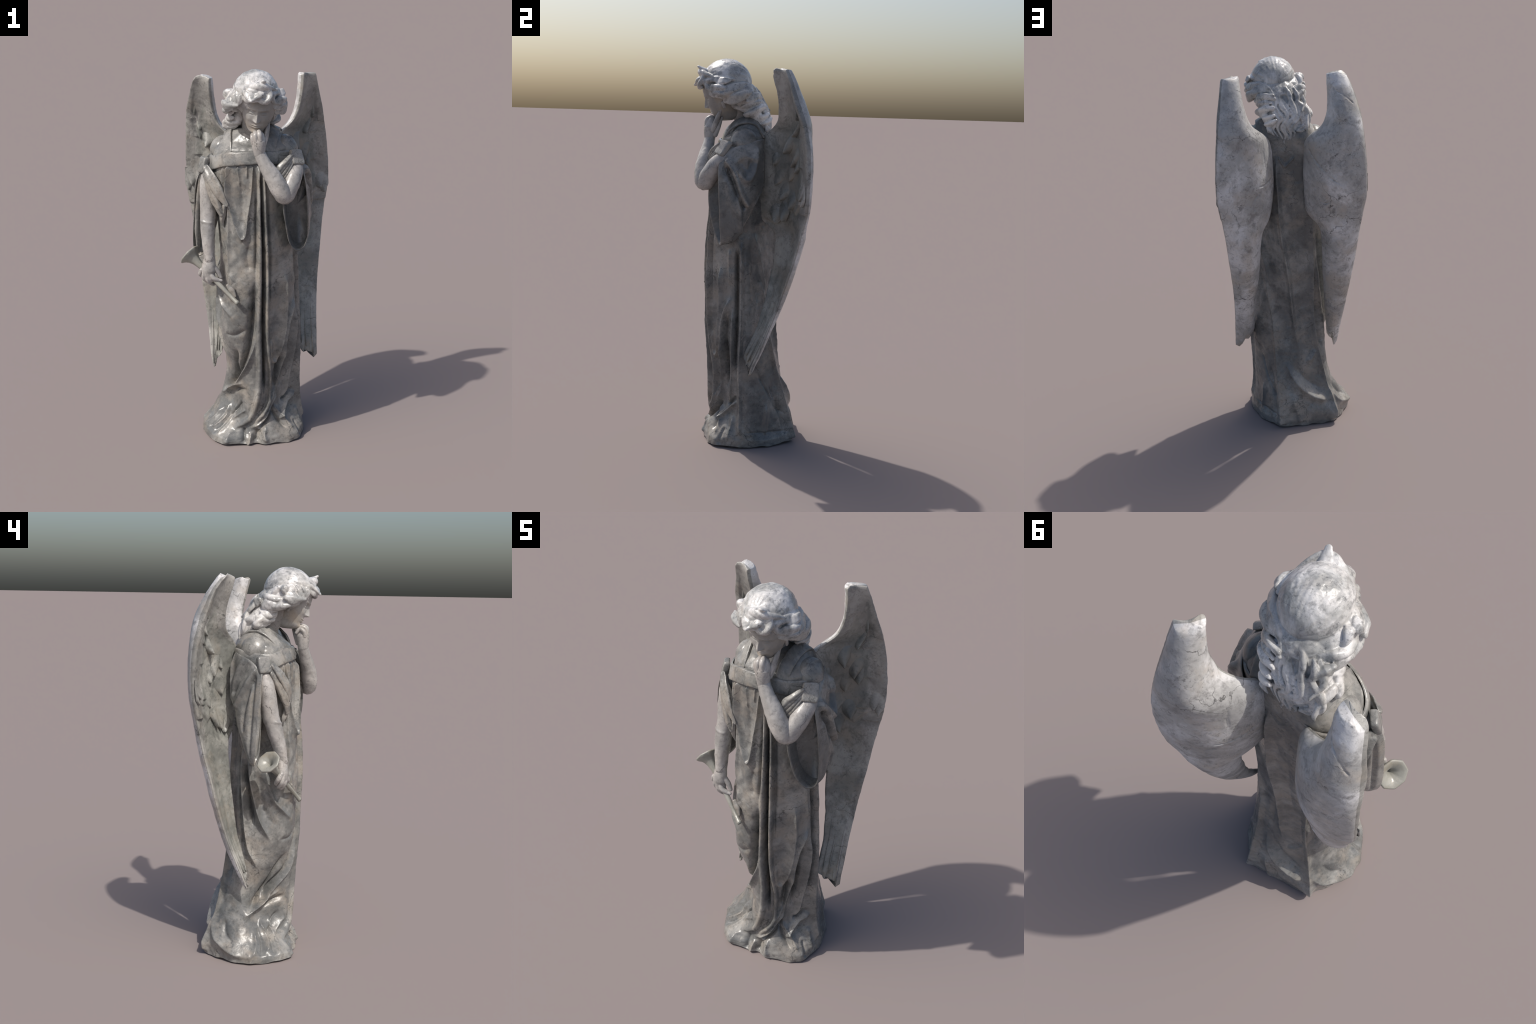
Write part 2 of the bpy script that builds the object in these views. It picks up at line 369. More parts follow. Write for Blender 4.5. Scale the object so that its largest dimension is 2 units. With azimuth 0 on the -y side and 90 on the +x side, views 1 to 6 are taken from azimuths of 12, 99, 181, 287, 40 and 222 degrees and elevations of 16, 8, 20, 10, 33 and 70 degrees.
bump(31, .085, .040, .035, .012); fold([(23,.11),(20,.05),(24,.01)], .011, .010); fold([(12,.08),(10,.03)], .012, -.014, .1, 0)
fold([(-8,.09),(-6,.015)], .009, -.014, .2, 0); fold([(-24,.075),(-22,.02)], .012, .010, .2, 0); fold([(3,.07),(2,.01)], .010, .010, .2, 0); fold([(66,.1),(64,.02)], .008, -.008, .2, 0); fold([(76,.16),(74,.03)], .012, .008)
# back
fold([(166,1.53),(168,1.322),(169,1.1),(177,.89),(183,.62),(189,.466),(202,.37)], .019, .017, .1, .25); fold([(163,.38),(183,.253),(205,.174),(228,.13)], .020, .018, .3, .15)
fold([(178,.36),(196,.27),(218,.21),(228,.19)], .022, -.010, .3, .3); fold([(118,.92),(131,.806),(141,.615),(148,.426),(155,.241),(160,.01)], .017, .015, .2, .02); fold([(229,1.45),(228,1.109),(227,.804),(227,.529),(231,.286),(231,.095),(231,.005)], .013, .016, .1, .02)
fold([(196,1.3),(199,1.0),(206,.7),(213,.45)], .045, -.007, .3, .3); fold([(150,1.2),(158,.8),(165,.6),(172,.40)], .040, -.007, .3, .3); fold([(133,.336),(147,.161),(151,.04)], .014, -.010)
fold([(173,.20),(180,.1),(186,.02)], .018, .008, .3, .1); fold([(125,.23),(119,.06)], .012, .008, .3, .1); fold([(240,1.0),(240,.6),(246,.35)], .020, -.010); fold([(226,.42),(213,.37),(201,.375)], .016, .008)
fold([(168,1.52),(182,1.458)], .008, .0045, .3, .05); fold([(182,1.458),(205,1.515)], .008, .0045, .05, .3)

rad = base_radius(TH, Z)
DISP[:] = DISP * np.clip((1.60 - Z) / .05, 0, 1)
cx, cy = centre(Z)
rr = rad + DISP
G = np.stack([cx + rr * np.sin(TH), cy - rr * np.cos(TH), Z], -1).reshape(-1, 3)
lump = .0022 * noise3(G, 22, 1) + .0014 * noise3(G, 55, 2)
dirs = np.stack([np.sin(TH), -np.cos(TH), 0 * TH], -1).reshape(-1, 3)
G = G + dirs * lump[:, None]
# the hem does not lie perfectly flat
low = np.clip(1 - G[:, 2] / .03, 0, 1)
G[:, 2] += low * .006 * (1 + noise3(np.stack([_thf * 3, _thf * 0, _thf * 0], 1), 1.7, 4)) * np.where(np.abs(_thf) < .02, 0, 1)
G[:, 2] -= G[:, 2].min()
GF = grid_faces(NROW, NTH)
GN = vertex_normals(G, GF)
cut = int(np.searchsorted(zz, 1.565))
def rows(lo, hi, name, bottom=False):
    V = G[lo * NTH:(hi + 1) * NTH]; F = [tuple(f) for f in grid_faces(hi - lo + 1, NTH).tolist()]
    N = GN[lo * NTH:(hi + 1) * NTH]
    if bottom:
        V = np.vstack([V, [(-.01, 0, .004)]]); N = np.vstack([N, [(0, 0, -1)]]); n = len(V) - 1
        F += [(n, (c + 1) % NTH, c) for c in range(NTH)]
    else:
        o = (hi - lo) * NTH
        V = np.vstack([V, [V[o:o + NTH].mean(0)]]); N = np.vstack([N, [(0, 0, 1)]]); n = len(V) - 1
        F += [(n, o + c, o + (c + 1) % NTH) for c in range(NTH)]
    return new_object(name, V, F, M_GOWN, root, N)
rows(0, cut, 'gown', True)
rows(cut, NROW - 1, 'torso')

def skin(az, z, out=0.0):
    """point on the draped body at azimuth (deg), height z, pushed out"""
    th = math.radians(az); c0, c1 = centre(z)
    r = float(base_radius(th, z)) + out
    return np.array([c0 + r * math.sin(th), c1 - r * math.cos(th), z])

# band round chest and shoulders
def ring_band(name, zlo, zhi, out, n=300, m=14):
    """zlo/zhi: (azimuth, height) knots"""
    az = np.linspace(-180, 180, n, endpoint=False)
    def h(kn): return np.interp(az, [k[0] for k in kn], [k[1] for k in kn])
    lo, hi = h(zlo), h(zhi)
    for _ in range(4):
        lo = (np.roll(lo, 3) + lo + np.roll(lo, -3)) / 3; hi = (np.roll(hi, 3) + hi + np.roll(hi, -3)) / 3
    prof = [(0, -.02), (0, .5), (.03, .9), (.10, 1.0)] + [(x, 1.0) for x in np.linspace(.2, .8, m - 8)] + [(.90, 1.0), (.97, .9), (1, .5), (1, -.02)]
    R = []
    for t, o in prof:
        R.append([skin(a, l + (u - l) * t, (out * o + .004) * min(1, max(-.6, (142 - abs(a)) / 14))) for a, l, u in zip(az, lo, hi)])
    R = np.array(R)
    R += .0016 * noise3(R, 30, 8)[..., None]
    V, F = loft(R[::-1], False, False)
    return new_object(name, V, F, M_GOWN, root)
ring_band('neckline_band', [(-180,1.54),(-120,1.51),(-95,1.505),(-70,1.495),(-45,1.525),(0,1.535),(30,1.535),(60,1.525),(90,1.52),(130,1.535),(180,1.54)],
          [(-180,1.60),(-120,1.595),(-95,1.578),(-70,1.57),(-45,1.598),(0,1.60),(30,1.60),(60,1.59),(90,1.59),(130,1.605),(180,1.60)], .010)

# rounded shoulders and the straps that cross them
for c, r in (((.215, -.038, 1.580), (.068, .072, .080)), ((-.112, -.045, 1.580), (.064, .072, .078))):
    u = np.linspace(0, np.pi, 40); v = np.linspace(0, 2 * np.pi, 48, endpoint=False)
    R = np.array([[(c[0] + r[0] * math.sin(a) * math.cos(b), c[1] + r[1] * math.sin(a) * math.sin(b), c[2] + r[2] * math.cos(a)) for b in v] for a in np.clip(u, .02, np.pi - .02)])
    R += .003 * noise3(R, 25, 3)[..., None]
    V, F = loft(R[::-1]); new_object('shoulder', V, F, M_GOWN, root)

def ribbon(name, pts, wdir, width, thick, mat, parent, n=48, m=12, bend=0.0):
    """thick strip along pts; wdir = direction across; rounded edges"""
    C = spline(pts, n); w = np.array(wdir, float); w /= np.linalg.norm(w)
    T = np.gradient(C, axis=0); T /= np.linalg.norm(T, axis=1, keepdims=True)
    Nn = np.cross(T, w); Nn /= np.linalg.norm(Nn, axis=1, keepdims=True)
    if Nn[:, 2].mean() < 0: Nn = -Nn
    W = np.interp(np.linspace(0, 1, n), np.linspace(0, 1, len(width)), width)
    a = np.linspace(0, 2 * np.pi, 28, endpoint=False)
    sx = np.sign(np.cos(a)) * np.abs(np.cos(a)) ** .35; sy = np.sign(np.sin(a)) * np.abs(np.sin(a)) ** .5
    R = C[:, None] + (sx[None, :] * W[:, None] / 2)[..., None] * w + ((sy * thick / 2)[None, :] - bend * (sx ** 2)[None, :])[..., None] * Nn[:, None]
    V, F = loft(R); V = V + .0015 * np.stack([noise3(V, 40, i) for i in range(3)], 1)
    return new_object(name, V, F, mat, parent)
ribbon('shoulder_strap', [(.160,-.158,1.585),(.166,-.128,1.645),(.170,-.08,1.684),(.170,-.03,1.694),(.166,.015,1.680),(.158,.052,1.62)], (1, .25, -.5), (.062,.062,.06,.06,.06), .014, M_GOWN, root)
ribbon('shoulder_strap', [(-.052,-.172,1.585),(-.062,-.129,1.640),(-.070,-.08,1.678),(-.072,-.03,1.688),(-.068,.012,1.672),(-.058,.048,1.61)], (1, -.2, .5), (.05,.05,.05,.05,.05), .014, M_GOWN, root)

# neck
V, F = tube([(.055,-.035,1.63),(.055,-.05,1.68),(.066,-.085,1.74),(.085,-.12,1.81)], (.075,.058,.056,.06), .95, (0,1,0), 30, 36)
new_object('neck', V, F, M_SKIN, root)

# ================================================================ head
CH = np.array([.100, -.212, 1.690])                   # point of the chin
FR = np.array([.970, .168, -.171]); FF = np.array([.085, -.908, -.410]); FU = np.array([.225, -.384, .895])
def gz(x, c, w): return np.exp(-((x - c) / w) ** 2)
ROWS = [(-.030,.020,-.075,-.085),(-.022,.034,-.050,-.085),(-.010,.042,-.020,-.08),(0,.046,-.004,-.075),(.010,.051,.001,-.072),(.025,.059,-.002,-.07),(.045,.067,.001,-.07),(.06,.073,.0,-.07),(.08,.079,.0,-.07),
        (.10,.082,-.002,-.07),(.12,.083,-.004,-.07),(.14,.083,.0,-.07),(.165,.082,-.003,-.07),(.19,.076,-.014,-.075),(.215,.06,-.035,-.085)]
ur = np.linspace(-.03, .215, 130)
tab = np.array(ROWS)
def sm(col):
    v = np.interp(ur, tab[:, 0], tab[:, col])
    for _ in range(6): v = np.r_[v[0], (v[:-2] + 2 * v[1:-1] + v[2:]) / 4, v[-1]]
    return v
Wd, Fw, Yc = sm(1), sm(2), sm(3)
an = np.linspace(-np.pi, np.pi, 200, endpoint=False)
# denser sampling at the front of the face
an = an - .55 * np.sin(an)
R = []
for u, w, f, y in zip(ur, Wd, Fw, Yc):
    x = w * np.sin(an); d = y + (f - y) * np.sign(np.cos(an)) * np.abs(np.cos(an)) ** .92
    front = np.clip(np.cos(an) * 1.6, 0, 1)
    nh = np.interp(u, [.066,.0735,.079,.095,.115,.130,.145], [0,.017,.025,.019,.011,.005,.001])
    nw = np.interp(u, [.07,.08,.10,.13], [.0115,.011,.008,.0075])
    e = nh * np.exp(-np.abs(x / nw) ** 1.7)
    e = e + .006 * (gz(x, .0115, .0055) + gz(x, -.0115, .0055)) * gz(u, .0785, .006)
    for s in (-1, 1):
        e = e - .011 * gz(x, s * .030, .017) * gz(u, .119, .011) + .0075 * gz(x, s * .031, .012) * gz(u, .1145, .0065)
        e = e - .003 * gz(x, s * .031, .013) * gz(u, .1065, .0022)
        e = e + .004 * gz(x, s * .028, .020) * gz(u, .1375, .006) + .004 * gz(x, s * .042, .02) * gz(u, .082, .018)
    e = e + .0055 * gz(x, 0, .017) * gz(u, .0515, .0042) + .006 * gz(x, 0, .014) * gz(u, .0405, .0048)
    e = e - .0055 * gz(x, 0, .021) * gz(u, .0460, .0017) - .003 * gz(x, 0, .02) * gz(u, .031, .005)
    e = e + .006 * gz(x, 0, .018) * gz(u, .012, .011) - .002 * gz(x, 0, .003) * gz(u, .060, .006)
    d = d + e * front
    R.append(CH + x[:, None] * FR + d[:, None] * FF + u * FU)
V, F = loft(np.array(R))
head = new_object('head', V, F, M_FACE, root)
for s in (-1, 1):                                     # ear lobes peeping out of the hair
    c = CH + s * .081 * FR - .079 * FF + .066 * FU
    V, F = tube([c + .012 * FU, c - .010 * FU], (.010, .009), .6, FR, 14, 16); new_object('ear', V, F, M_SKIN, root)

# ================================================================ hair
yaw = math.radians(8)
def ellipsoid(c, r, yw=0.0, nu=70, nv=90, lump=.0, seed=0, strands=0.0, part=0.0):
    a = np.clip(np.linspace(0, np.pi, nu), .01, np.pi - .01)[:, None]; b = np.linspace(0, 2 * np.pi, nv, endpoint=False)[None, :]
    X = np.sin(a) * np.cos(b); Y = np.sin(a) * np.sin(b); Zl = np.cos(a) + 0 * b
    k = 1 + lump * noise3(np.stack([X, Y, Zl], -1), 3.2, seed)
    if strands: k = k + strands * noise3(np.stack([np.arctan2(X, Zl) * 3.0, Y * 1.2, X * 0], -1), 3.5, seed + 2)
    if part: k = k - part * np.exp(-((X - .05 * np.sin(Y * 4)) / .05) ** 2) * np.clip(Zl * 2, 0, 1)
    X, Y, Zl = X * r[0] * k, Y * r[1] * k, Zl * r[2] * k
    cs, sn = math.cos(yw), math.sin(yw)
    R = np.stack([c[0] + X * cs - Y * sn, c[1] + X * sn + Y * cs, c[2] + Zl], -1)
    return loft(R[::-1])
def joined(parts):
    V = []; F = []; o = 0
    for v, f in parts:
        V.append(v); F += [tuple(i + o for i in q) for q in f]; o += len(v)
    return np.vstack(V), F
def back_y(x, z):
    """how far back the fall of hair reaches"""
    return np.interp(z, [1.55,1.60,1.65,1.70,1.74,1.77,1.80,1.84,1.87], [.062,.064,.064,.058,.048,.034,.018,-.004,-.024]) - 2.4 * (x - .035) ** 2
def nape_mass():
    R = []
    a = np.linspace(0, 2 * np.pi, 90, endpoint=False)
    for z, cxm, hw, dp in ((1.87,.085,.085,.06),(1.84,.075,.098,.06),(1.80,.062,.106,.05),(1.76,.048,.116,.042),(1.72,.038,.118,.038),(1.68,.026,.110,.034),(1.65,.018,.094,.03),(1.63,.028,.066,.028),(1.60,.036,.042,.025),(1.575,.032,.022,.018),(1.56,.029,.008,.010)):
        x = cxm + hw * np.cos(a); s_ = np.sin(a)
        yb = back_y(x, z) - .007
        y = np.where(s_ > 0, yb - dp * (1 - np.abs(s_) ** .6), yb - dp - dp * np.abs(s_))
        R.append(np.stack([x, y, np.full(90, z)], 1))
    R = np.array([spline(np.array(R)[:, j], 60) for j in range(90)]).transpose(1, 0, 2)
    V, F = loft(R[::-1]); return V, F
HAIR_PARTS = [ellipsoid((.100,-.155,1.885), (.115,.126,.116), yaw, 110, 140, .014, 5, .012, .007),
              ellipsoid((.075,-.085,1.828), (.104,.088,.066), yaw, 60, 80, .04, 6, .03),
              nape_mass(),
              ellipsoid((.190,-.145,1.840), (.040,.085,.045), .15, 40, 50, .05, 9),
              ellipsoid((.002,-.145,1.848), (.050,.092,.052), -.15, 40, 50, .05, 10),
              ellipsoid((.120,-.255,1.902), (.070,.042,.040), .1, 40, 50, .04, 11),
              ellipsoid((.150,-.260,1.880), (.048,.032,.026), .3, 40, 50, .04, 14),
              tube([(.155,-.070,1.80),(.146,-.005,1.735),(.120,.040,1.672)], (.036,.034,.020), .8, (1,0,0), 30, 24),
              tube([(.000,-.085,1.775),(-.045,-.03,1.725),(-.070,.03,1.675)], (.045,.036,.018), .8, (1,0,0), 30, 24)]
LOCKS = []
def lock(r0, r1, pts, flat=.75, rmid=None, flute=.12, side=None, lift=0.0):
    k = len(LOCKS)
    P = np.array(pts, float)
    c = np.array((.09, -.10, 1.80)); d = P.mean(0) - c; d /= np.linalg.norm(d)
    P = P + d * lift
    # a carved wave: the lock swings gently from side to side
    r = (r0 * .6, r0, rmid or (r0 + r1) / 2, r1, r1 * .6)
    ln = np.linalg.norm(np.diff(P, axis=0), axis=1).sum()
    r = tuple(x * 1.14 for x in r)
    V, F = tube(P, r, flat, side if side is not None else d, max(18, int(ln / .004)), 20, flute, 3, ln * 9, .0012, k)
    HAIR_PARTS.append((V, F))
    LOCKS.append((spline(P, 14), max(r)))

# forehead quiff, fringe
lock(.013, .013, [(.030,-.240,1.910),(.085,-.266,1.922),(.135,-.274,1.930),(.168,-.272,1.930),(.194,-.242,1.918),(.212,-.200,1.900)], .9, .022, .0, (0,-.35,.9))
lock(.034, .020, [(.125,-.222,1.918),(.150,-.252,1.934),(.163,-.272,1.945),(.170,-.283,1.953)], .55, .024, 0, (-.2,.75,.6))
lock(.034, .022, [(.092,-.250,1.912),(.098,-.282,1.897),(.104,-.302,1.882),(.107,-.312,1.872)], .6, .028, .08, (0,-.7,.7))
lock(.026, .012, [(.150,-.262,1.908),(.140,-.288,1.892),(.122,-.308,1.876),(.113,-.320,1.868)], .6, .022, .08, (0,-.7,.7))
lock(.020, .012, [(.165,-.256,1.912),(.190,-.262,1.890),(.190,-.278,1.868),(.168,-.288,1.853)], .75)
lock(.014, .011, [(.140,-.280,1.876),(.162,-.286,1.860),(.188,-.264,1.852)], .8)
lock(.016, .011, [(.066,-.278,1.879),(.105,-.296,1.868),(.140,-.290,1.863)], .7)
# curls over the right temple (-x side)
for r0, r1, p in (
    (.012, .010, [(.050,-.262,1.897),(.048,-.272,1.872),(.040,-.268,1.850)]),
    (.012, .010, [(.027,-.246,1.898),(.036,-.258,1.872),(.022,-.256,1.847)]),
    (.013, .010, [(.008,-.224,1.897),(.012,-.238,1.871),(.000,-.238,1.848)]),
    (.012, .009, [(-.004,-.203,1.899),(-.008,-.212,1.874),(-.016,-.212,1.850)]),
    (.014, .010, [(-.014,-.176,1.897),(-.022,-.186,1.878),(-.026,-.190,1.858)]),
    (.014, .010, [(-.018,-.160,1.893),(-.036,-.142,1.893),(-.044,-.123,1.876),(-.032,-.111,1.856)]),
    (.016, .010, [(-.025,-.184,1.900),(-.050,-.172,1.888),(-.046,-.178,1.868)]),
    (.014, .009, [(-.024,-.120,1.838),(-.045,-.160,1.836),(-.030,-.203,1.832)]),
    (.019, .014, [(-.030,-.055,1.826),(-.054,-.090,1.812),(-.056,-.130,1.808),(-.030,-.160,1.815)]),
    (.018, .012, [(-.010,-.050,1.842),(-.048,-.090,1.846),(-.056,-.130,1.838),(-.04,-.17,1.845)]),
    (.018, .012, [(-.058,-.190,1.846),(-.030,-.222,1.839),(.030,-.262,1.842)]),
    (.016, .010, [(-.064,-.130,1.80),(-.045,-.190,1.812),(.000,-.236,1.822)]),
    (.016, .010, [(-.050,-.055,1.775),(-.058,-.090,1.757),(-.025,-.125,1.762)]),
    (.012, .008, [(-.044,-.060,1.79),(-.050,-.105,1.782),(-.02,-.145,1.792)]),
    (.024, .008, [(-.010,-.100,1.735),(-.055,-.060,1.725),(-.074,-.025,1.735),(-.077,.012,1.725),(-.077,.038,1.700),(-.076,.048,1.665),(-.076,.046,1.638)]),
    (.018, .012, [(-.010,-.105,1.765),(-.062,-.070,1.745),(-.092,-.045,1.715),(-.075,-.050,1.70),(-.02,-.09,1.715)]),
    (.012, .006, [(-.019,-.034,1.835),(-.062,-.005,1.792),(-.05,.045,1.748)]),
    (.006, .002, [(-.070,.020,1.700),(-.074,.015,1.680),(-.070,.010,1.664)])):
    lock(r0 * 1.22, r1 * 1.2, p)
# rolls and the plait over the left temple (+x side)
for r0, r1, p in (
    (.015, .012, [(.205,-.235,1.852),(.196,-.240,1.880),(.208,-.200,1.892),(.216,-.150,1.892),(.206,-.105,1.895)]),
    (.022, .013, [(.222,-.165,1.818),(.228,-.125,1.840),(.205,-.078,1.862),(.170,-.046,1.877)]),
    (.021, .015, [(.190,-.140,1.790),(.222,-.100,1.800),(.220,-.062,1.815),(.180,-.030,1.838),(.130,-.016,1.850)]),
    (.016, .013, [(.205,-.185,1.873),(.232,-.150,1.885),(.226,-.118,1.892)]),
    (.016, .012, [(.208,-.222,1.848),(.242,-.170,1.852),(.240,-.130,1.850)]),
    (.016, .011, [(.204,-.216,1.824),(.240,-.165,1.826),(.236,-.120,1.820)]),
    (.017, .012, [(.165,-.060,1.778),(.178,-.020,1.796),(.150,.005,1.818),(.10,.018,1.825)]),
    (.014, .010, [(.140,-.085,1.760),(.176,-.030,1.768),(.158,.012,1.785),(.11,.03,1.79)]),
    (.020, .014, [(.158,-.040,1.722),(.168,.000,1.735),(.140,.032,1.758),(.10,.045,1.765)]),
    (.017, .012, [(.145,.010,1.700),(.128,.045,1.712),(.095,.062,1.730)]),
    (.015, .011, [(.138,.030,1.676),(.118,.062,1.686),(.085,.075,1.708)]),
    (.013, .005, [(.128,.060,1.664),(.112,.070,1.645),(.095,.072,1.630)]),
    (.014, .010, [(.150,-.120,1.775),(.160,-.080,1.757),(.160,-.045,1.740)])):
    lock(r0 * 1.22, r1 * 1.25, p)
# wavy strands down the back, given as (x, height); they lie on the fall of hair
for r0, r1, p in (
    (.012, .006, [(.070,1.830),(.056,1.775),(.027,1.738),(.033,1.704),(.056,1.668),(.037,1.627),(.044,1.590),(.030,1.562)]),
    (.013, .006, [(.022,1.830),(-.004,1.770),(-.018,1.728),(.002,1.699),(.022,1.675),(.008,1.630),(.018,1.592),(.027,1.562)]),
    (.011, .006, [(.104,1.800),(.092,1.735),(.068,1.706),(.090,1.676),(.100,1.653),(.076,1.618),(.062,1.588)]),
    (.010, .006, [(.050,1.800),(.010,1.745),(-.002,1.715),(.026,1.690),(.040,1.655),(.022,1.615),(.030,1.585)]),
    (.010, .005, [(.088,1.770),(.064,1.735),(.050,1.715),(.072,1.690),(.076,1.655),(.056,1.62),(.050,1.59)]),
    (.011, .006, [(-.014,1.790),(-.036,1.730),(-.016,1.698),(.004,1.664),(-.012,1.635),(.004,1.605)]),
    (.015, .010, [(-.030,1.790),(-.062,1.757),(-.082,1.714),(-.078,1.680),(-.055,1.650),(-.025,1.648)]),
    (.012, .008, [(-.038,1.765),(-.052,1.715),(-.058,1.680),(-.028,1.652)]),
    (.013, .010, [(.118,1.790),(.142,1.756),(.136,1.725),(.108,1.715)]),
    (.012, .008, [(.130,1.704),(.124,1.678),(.108,1.664),(.102,1.694)]),
    (.012, .010, [(.034,1.858),(.010,1.815),(.020,1.780)]),
    (.012, .010, [(-.008,1.855),(-.026,1.815),(-.018,1.780)]),
    (.012, .010, [(.062,1.860),(.080,1.815),(.084,1.775)])):
    lock(r0, r1, [(x, float(back_y(x, z)) - .001, z) for x, z in p], .85, None, .06, (0, 1, .25))
for r0, r1, p in (
    (.017, .015, [(.095,.000,1.822),(.122,-.018,1.846),(.166,-.040,1.858),(.212,-.085,1.835),(.226,-.110,1.800)]),
    (.015, .012, [(.190,-.030,1.790),(.138,.006,1.812),(.092,.020,1.812)]),
    (.019, .012, [(-.056,-.048,1.834),(-.040,-.018,1.815),(-.026,.006,1.797)])):
    lock(r0 * 1.15, r1 * 1.15, p)

def remeshed(V, F, voxel, smooth):
    """union of overlapping closed pieces as one carved surface"""
    me = bpy.data.meshes.new('tmp'); me.from_pydata([tuple(v) for v in V.tolist()], [], F)
    ob = bpy.data.objects.new('tmp', me); bpy.context.scene.collection.objects.link(ob)
    m = ob.modifiers.new('r', 'REMESH'); m.mode = 'VOXEL'; m.voxel_size = voxel
    s = ob.modifiers.new('s', 'SMOOTH'); s.factor = .5; s.iterations = smooth
    bpy.context.view_layer.update()
    ev = ob.evaluated_get(bpy.context.evaluated_depsgraph_get()); out = bpy.data.meshes.new_from_object(ev)
    n = len(out.vertices); co = np.empty(n * 3); out.vertices.foreach_get('co', co)
    fs = [tuple(p.vertices) for p in out.polygons]
    bpy.data.objects.remove(ob); bpy.data.meshes.remove(me); bpy.data.meshes.remove(out)
    return co.reshape(-1, 3), fs
V, F = joined(HAIR_PARTS)
V, F = remeshed(V, F, .0024, 2)
quad = np.array([f if len(f) == 4 else (*f, f[-1]) for f in F])
HN = vertex_normals(V, quad)
V = V + HN * (.0008 * noise3(V, 50, 12) + .0005 * noise3(V * (1, 1, .35), 120, 13))[:, None]
HN = vertex_normals(V, quad)
FC = V[quad].mean(1)
best = np.full(len(FC), .003); own = np.full(len(FC), -1)
for k, (L, r) in enumerate(LOCKS):
    box = ((FC > L.min(0) - r - .01) & (FC < L.max(0) + r + .01)).all(1); i = np.nonzero(box)[0]
    if len(i) == 0: continue
    d, _, _ = seg_distance(FC[i], L); d = d - r
    m = d < best[i]; best[i] = np.where(m, d, best[i]); own[i] = np.where(m, k, own[i])
def submesh(name, sel, mat, parent):
    q = quad[sel]; u, inv = np.unique(q.ravel(), return_inverse=True); q = inv.reshape(-1, 4)
    fs = [tuple(dict.fromkeys(f)) for f in q.tolist()]
    return new_object(name, V[u], [f for f in fs if len(f) > 2], mat, parent, HN[u])
hair = submesh('hair', own < 0, M_HAIR, root)
for k in range(len(LOCKS)):
    if (own == k).sum() > 12:
        submesh('hair_lock', own == k, M_HAIR, hair)

# ================================================================ arms and hands
def limb(name, pts, radii, flat, side, mat=None, rough=.0015, parent=None, n=60, creases=()):
    V, F = tube(pts, radii, flat, side, n, 40, 0, 3, 0, 0)
    q = np.array([f if len(f) == 4 else (*f, f[-1]) for f in F])
    Nn = vertex_normals(V, q)
    for c in creases: crease(V, Nn, *c)
    V = V + Nn * (rough * (noise3(V, 28, 5) + .5 * noise3(V, 70, 6)))[:, None]
    return new_object(name, V, F, mat or M_SKIN, parent or root)
limb('upper_arm', [(.268,-.090,1.530),(.283,-.130,1.500),(.275,-.180,1.450),(.250,-.222,1.386)], (.036,.042,.045,.045), .95, (1,0,0))
limb('forearm', [(.249,-.222,1.384),(.234,-.243,1.391),(.195,-.247,1.468),(.148,-.240,1.545),(.121,-.233,1.602)], (.043,.047,.043,.034,.028), .92, (0,1,0),
     creases=[([(.20,-.30,1.40),(.225,-.295,1.39),(.245,-.29,1.37)], .01, -.003)])
limb('upper_arm', [(-.165,-.095,1.500),(-.178,-.118,1.450),(-.182,-.140,1.360),(-.181,-.156,1.255)], (.038,.043,.043,.043), .95, (1,0,0), n=70)
limb('forearm', [(-.182,-.156,1.262),(-.181,-.178,1.195),(-.177,-.200,1.120),(-.172,-.216,1.045)], (.042,.040,.035,.029), .95, (1,0,0),
     creases=[([(-.23,-.18,1.245),(-.18,-.21,1.235),(-.14,-.19,1.23)], .006, -.004), ([(-.23,-.2,1.17),(-.18,-.235,1.165),(-.13,-.21,1.168)], .004, -.003)])
def digit(parent, pts, radii, flat=1):
    V, F = tube(pts, radii, flat, (0, 1, 0), 28, 16); new_object('finger', V, F, M_SKIN, parent)
hl = limb('hand', [(.122,-.234,1.598),(.121,-.233,1.630),(.120,-.230,1.660),(.120,-.226,1.680)], (.029,.034,.037,.030), .95, (.25,1,.1), rough=.001)
digit(hl, [(.142,-.216,1.640),(.153,-.198,1.680),(.160,-.180,1.722),(.164,-.166,1.754)], (.0145,.0135,.011,.007))
digit(hl, [(.132,-.250,1.662),(.130,-.246,1.694),(.122,-.224,1.704),(.114,-.206,1.690)], (.013,.013,.012,.009))
digit(hl, [(.113,-.252,1.660),(.109,-.248,1.690),(.104,-.224,1.700),(.098,-.206,1.684)], (.013,.013,.012,.009))
digit(hl, [(.098,-.246,1.652),(.092,-.242,1.678),(.089,-.222,1.688),(.086,-.206,1.670)], (.012,.012,.011,.008))
digit(hl, [(.132,-.205,1.618),(.141,-.188,1.650),(.146,-.176,1.680),(.148,-.168,1.705)], (.015,.012,.009,.006))
hr = limb('hand', [(-.172,-.214,1.050),(-.176,-.219,1.010),(-.180,-.223,.975),(-.176,-.224,.948)], (.030,.036,.040,.032), .72, (.15,1,.2), rough=.001)
digit(hr, [(-.214,-.224,.985),(-.226,-.214,.960),(-.205,-.196,.935),(-.180,-.194,.925)], (.013,.013,.011,.008))
digit(hr, [(-.200,-.230,.975),(-.205,-.224,.940),(-.185,-.204,.915),(-.162,-.202,.910)], (.013,.013,.011,.008))
digit(hr, [(-.182,-.234,.965),(-.180,-.232,.930),(-.166,-.212,.905),(-.150,-.204,.905)], (.013,.012,.011,.008))
digit(hr, [(-.165,-.236,.965),(-.148,-.240,.945),(-.128,-.232,.934),(-.112,-.228,.930)], (.013,.012,.011,.007))
digit(hr, [(-.150,-.220,1.000),(-.130,-.216,.970),(-.118,-.216,.945)], (.014,.013,.009))

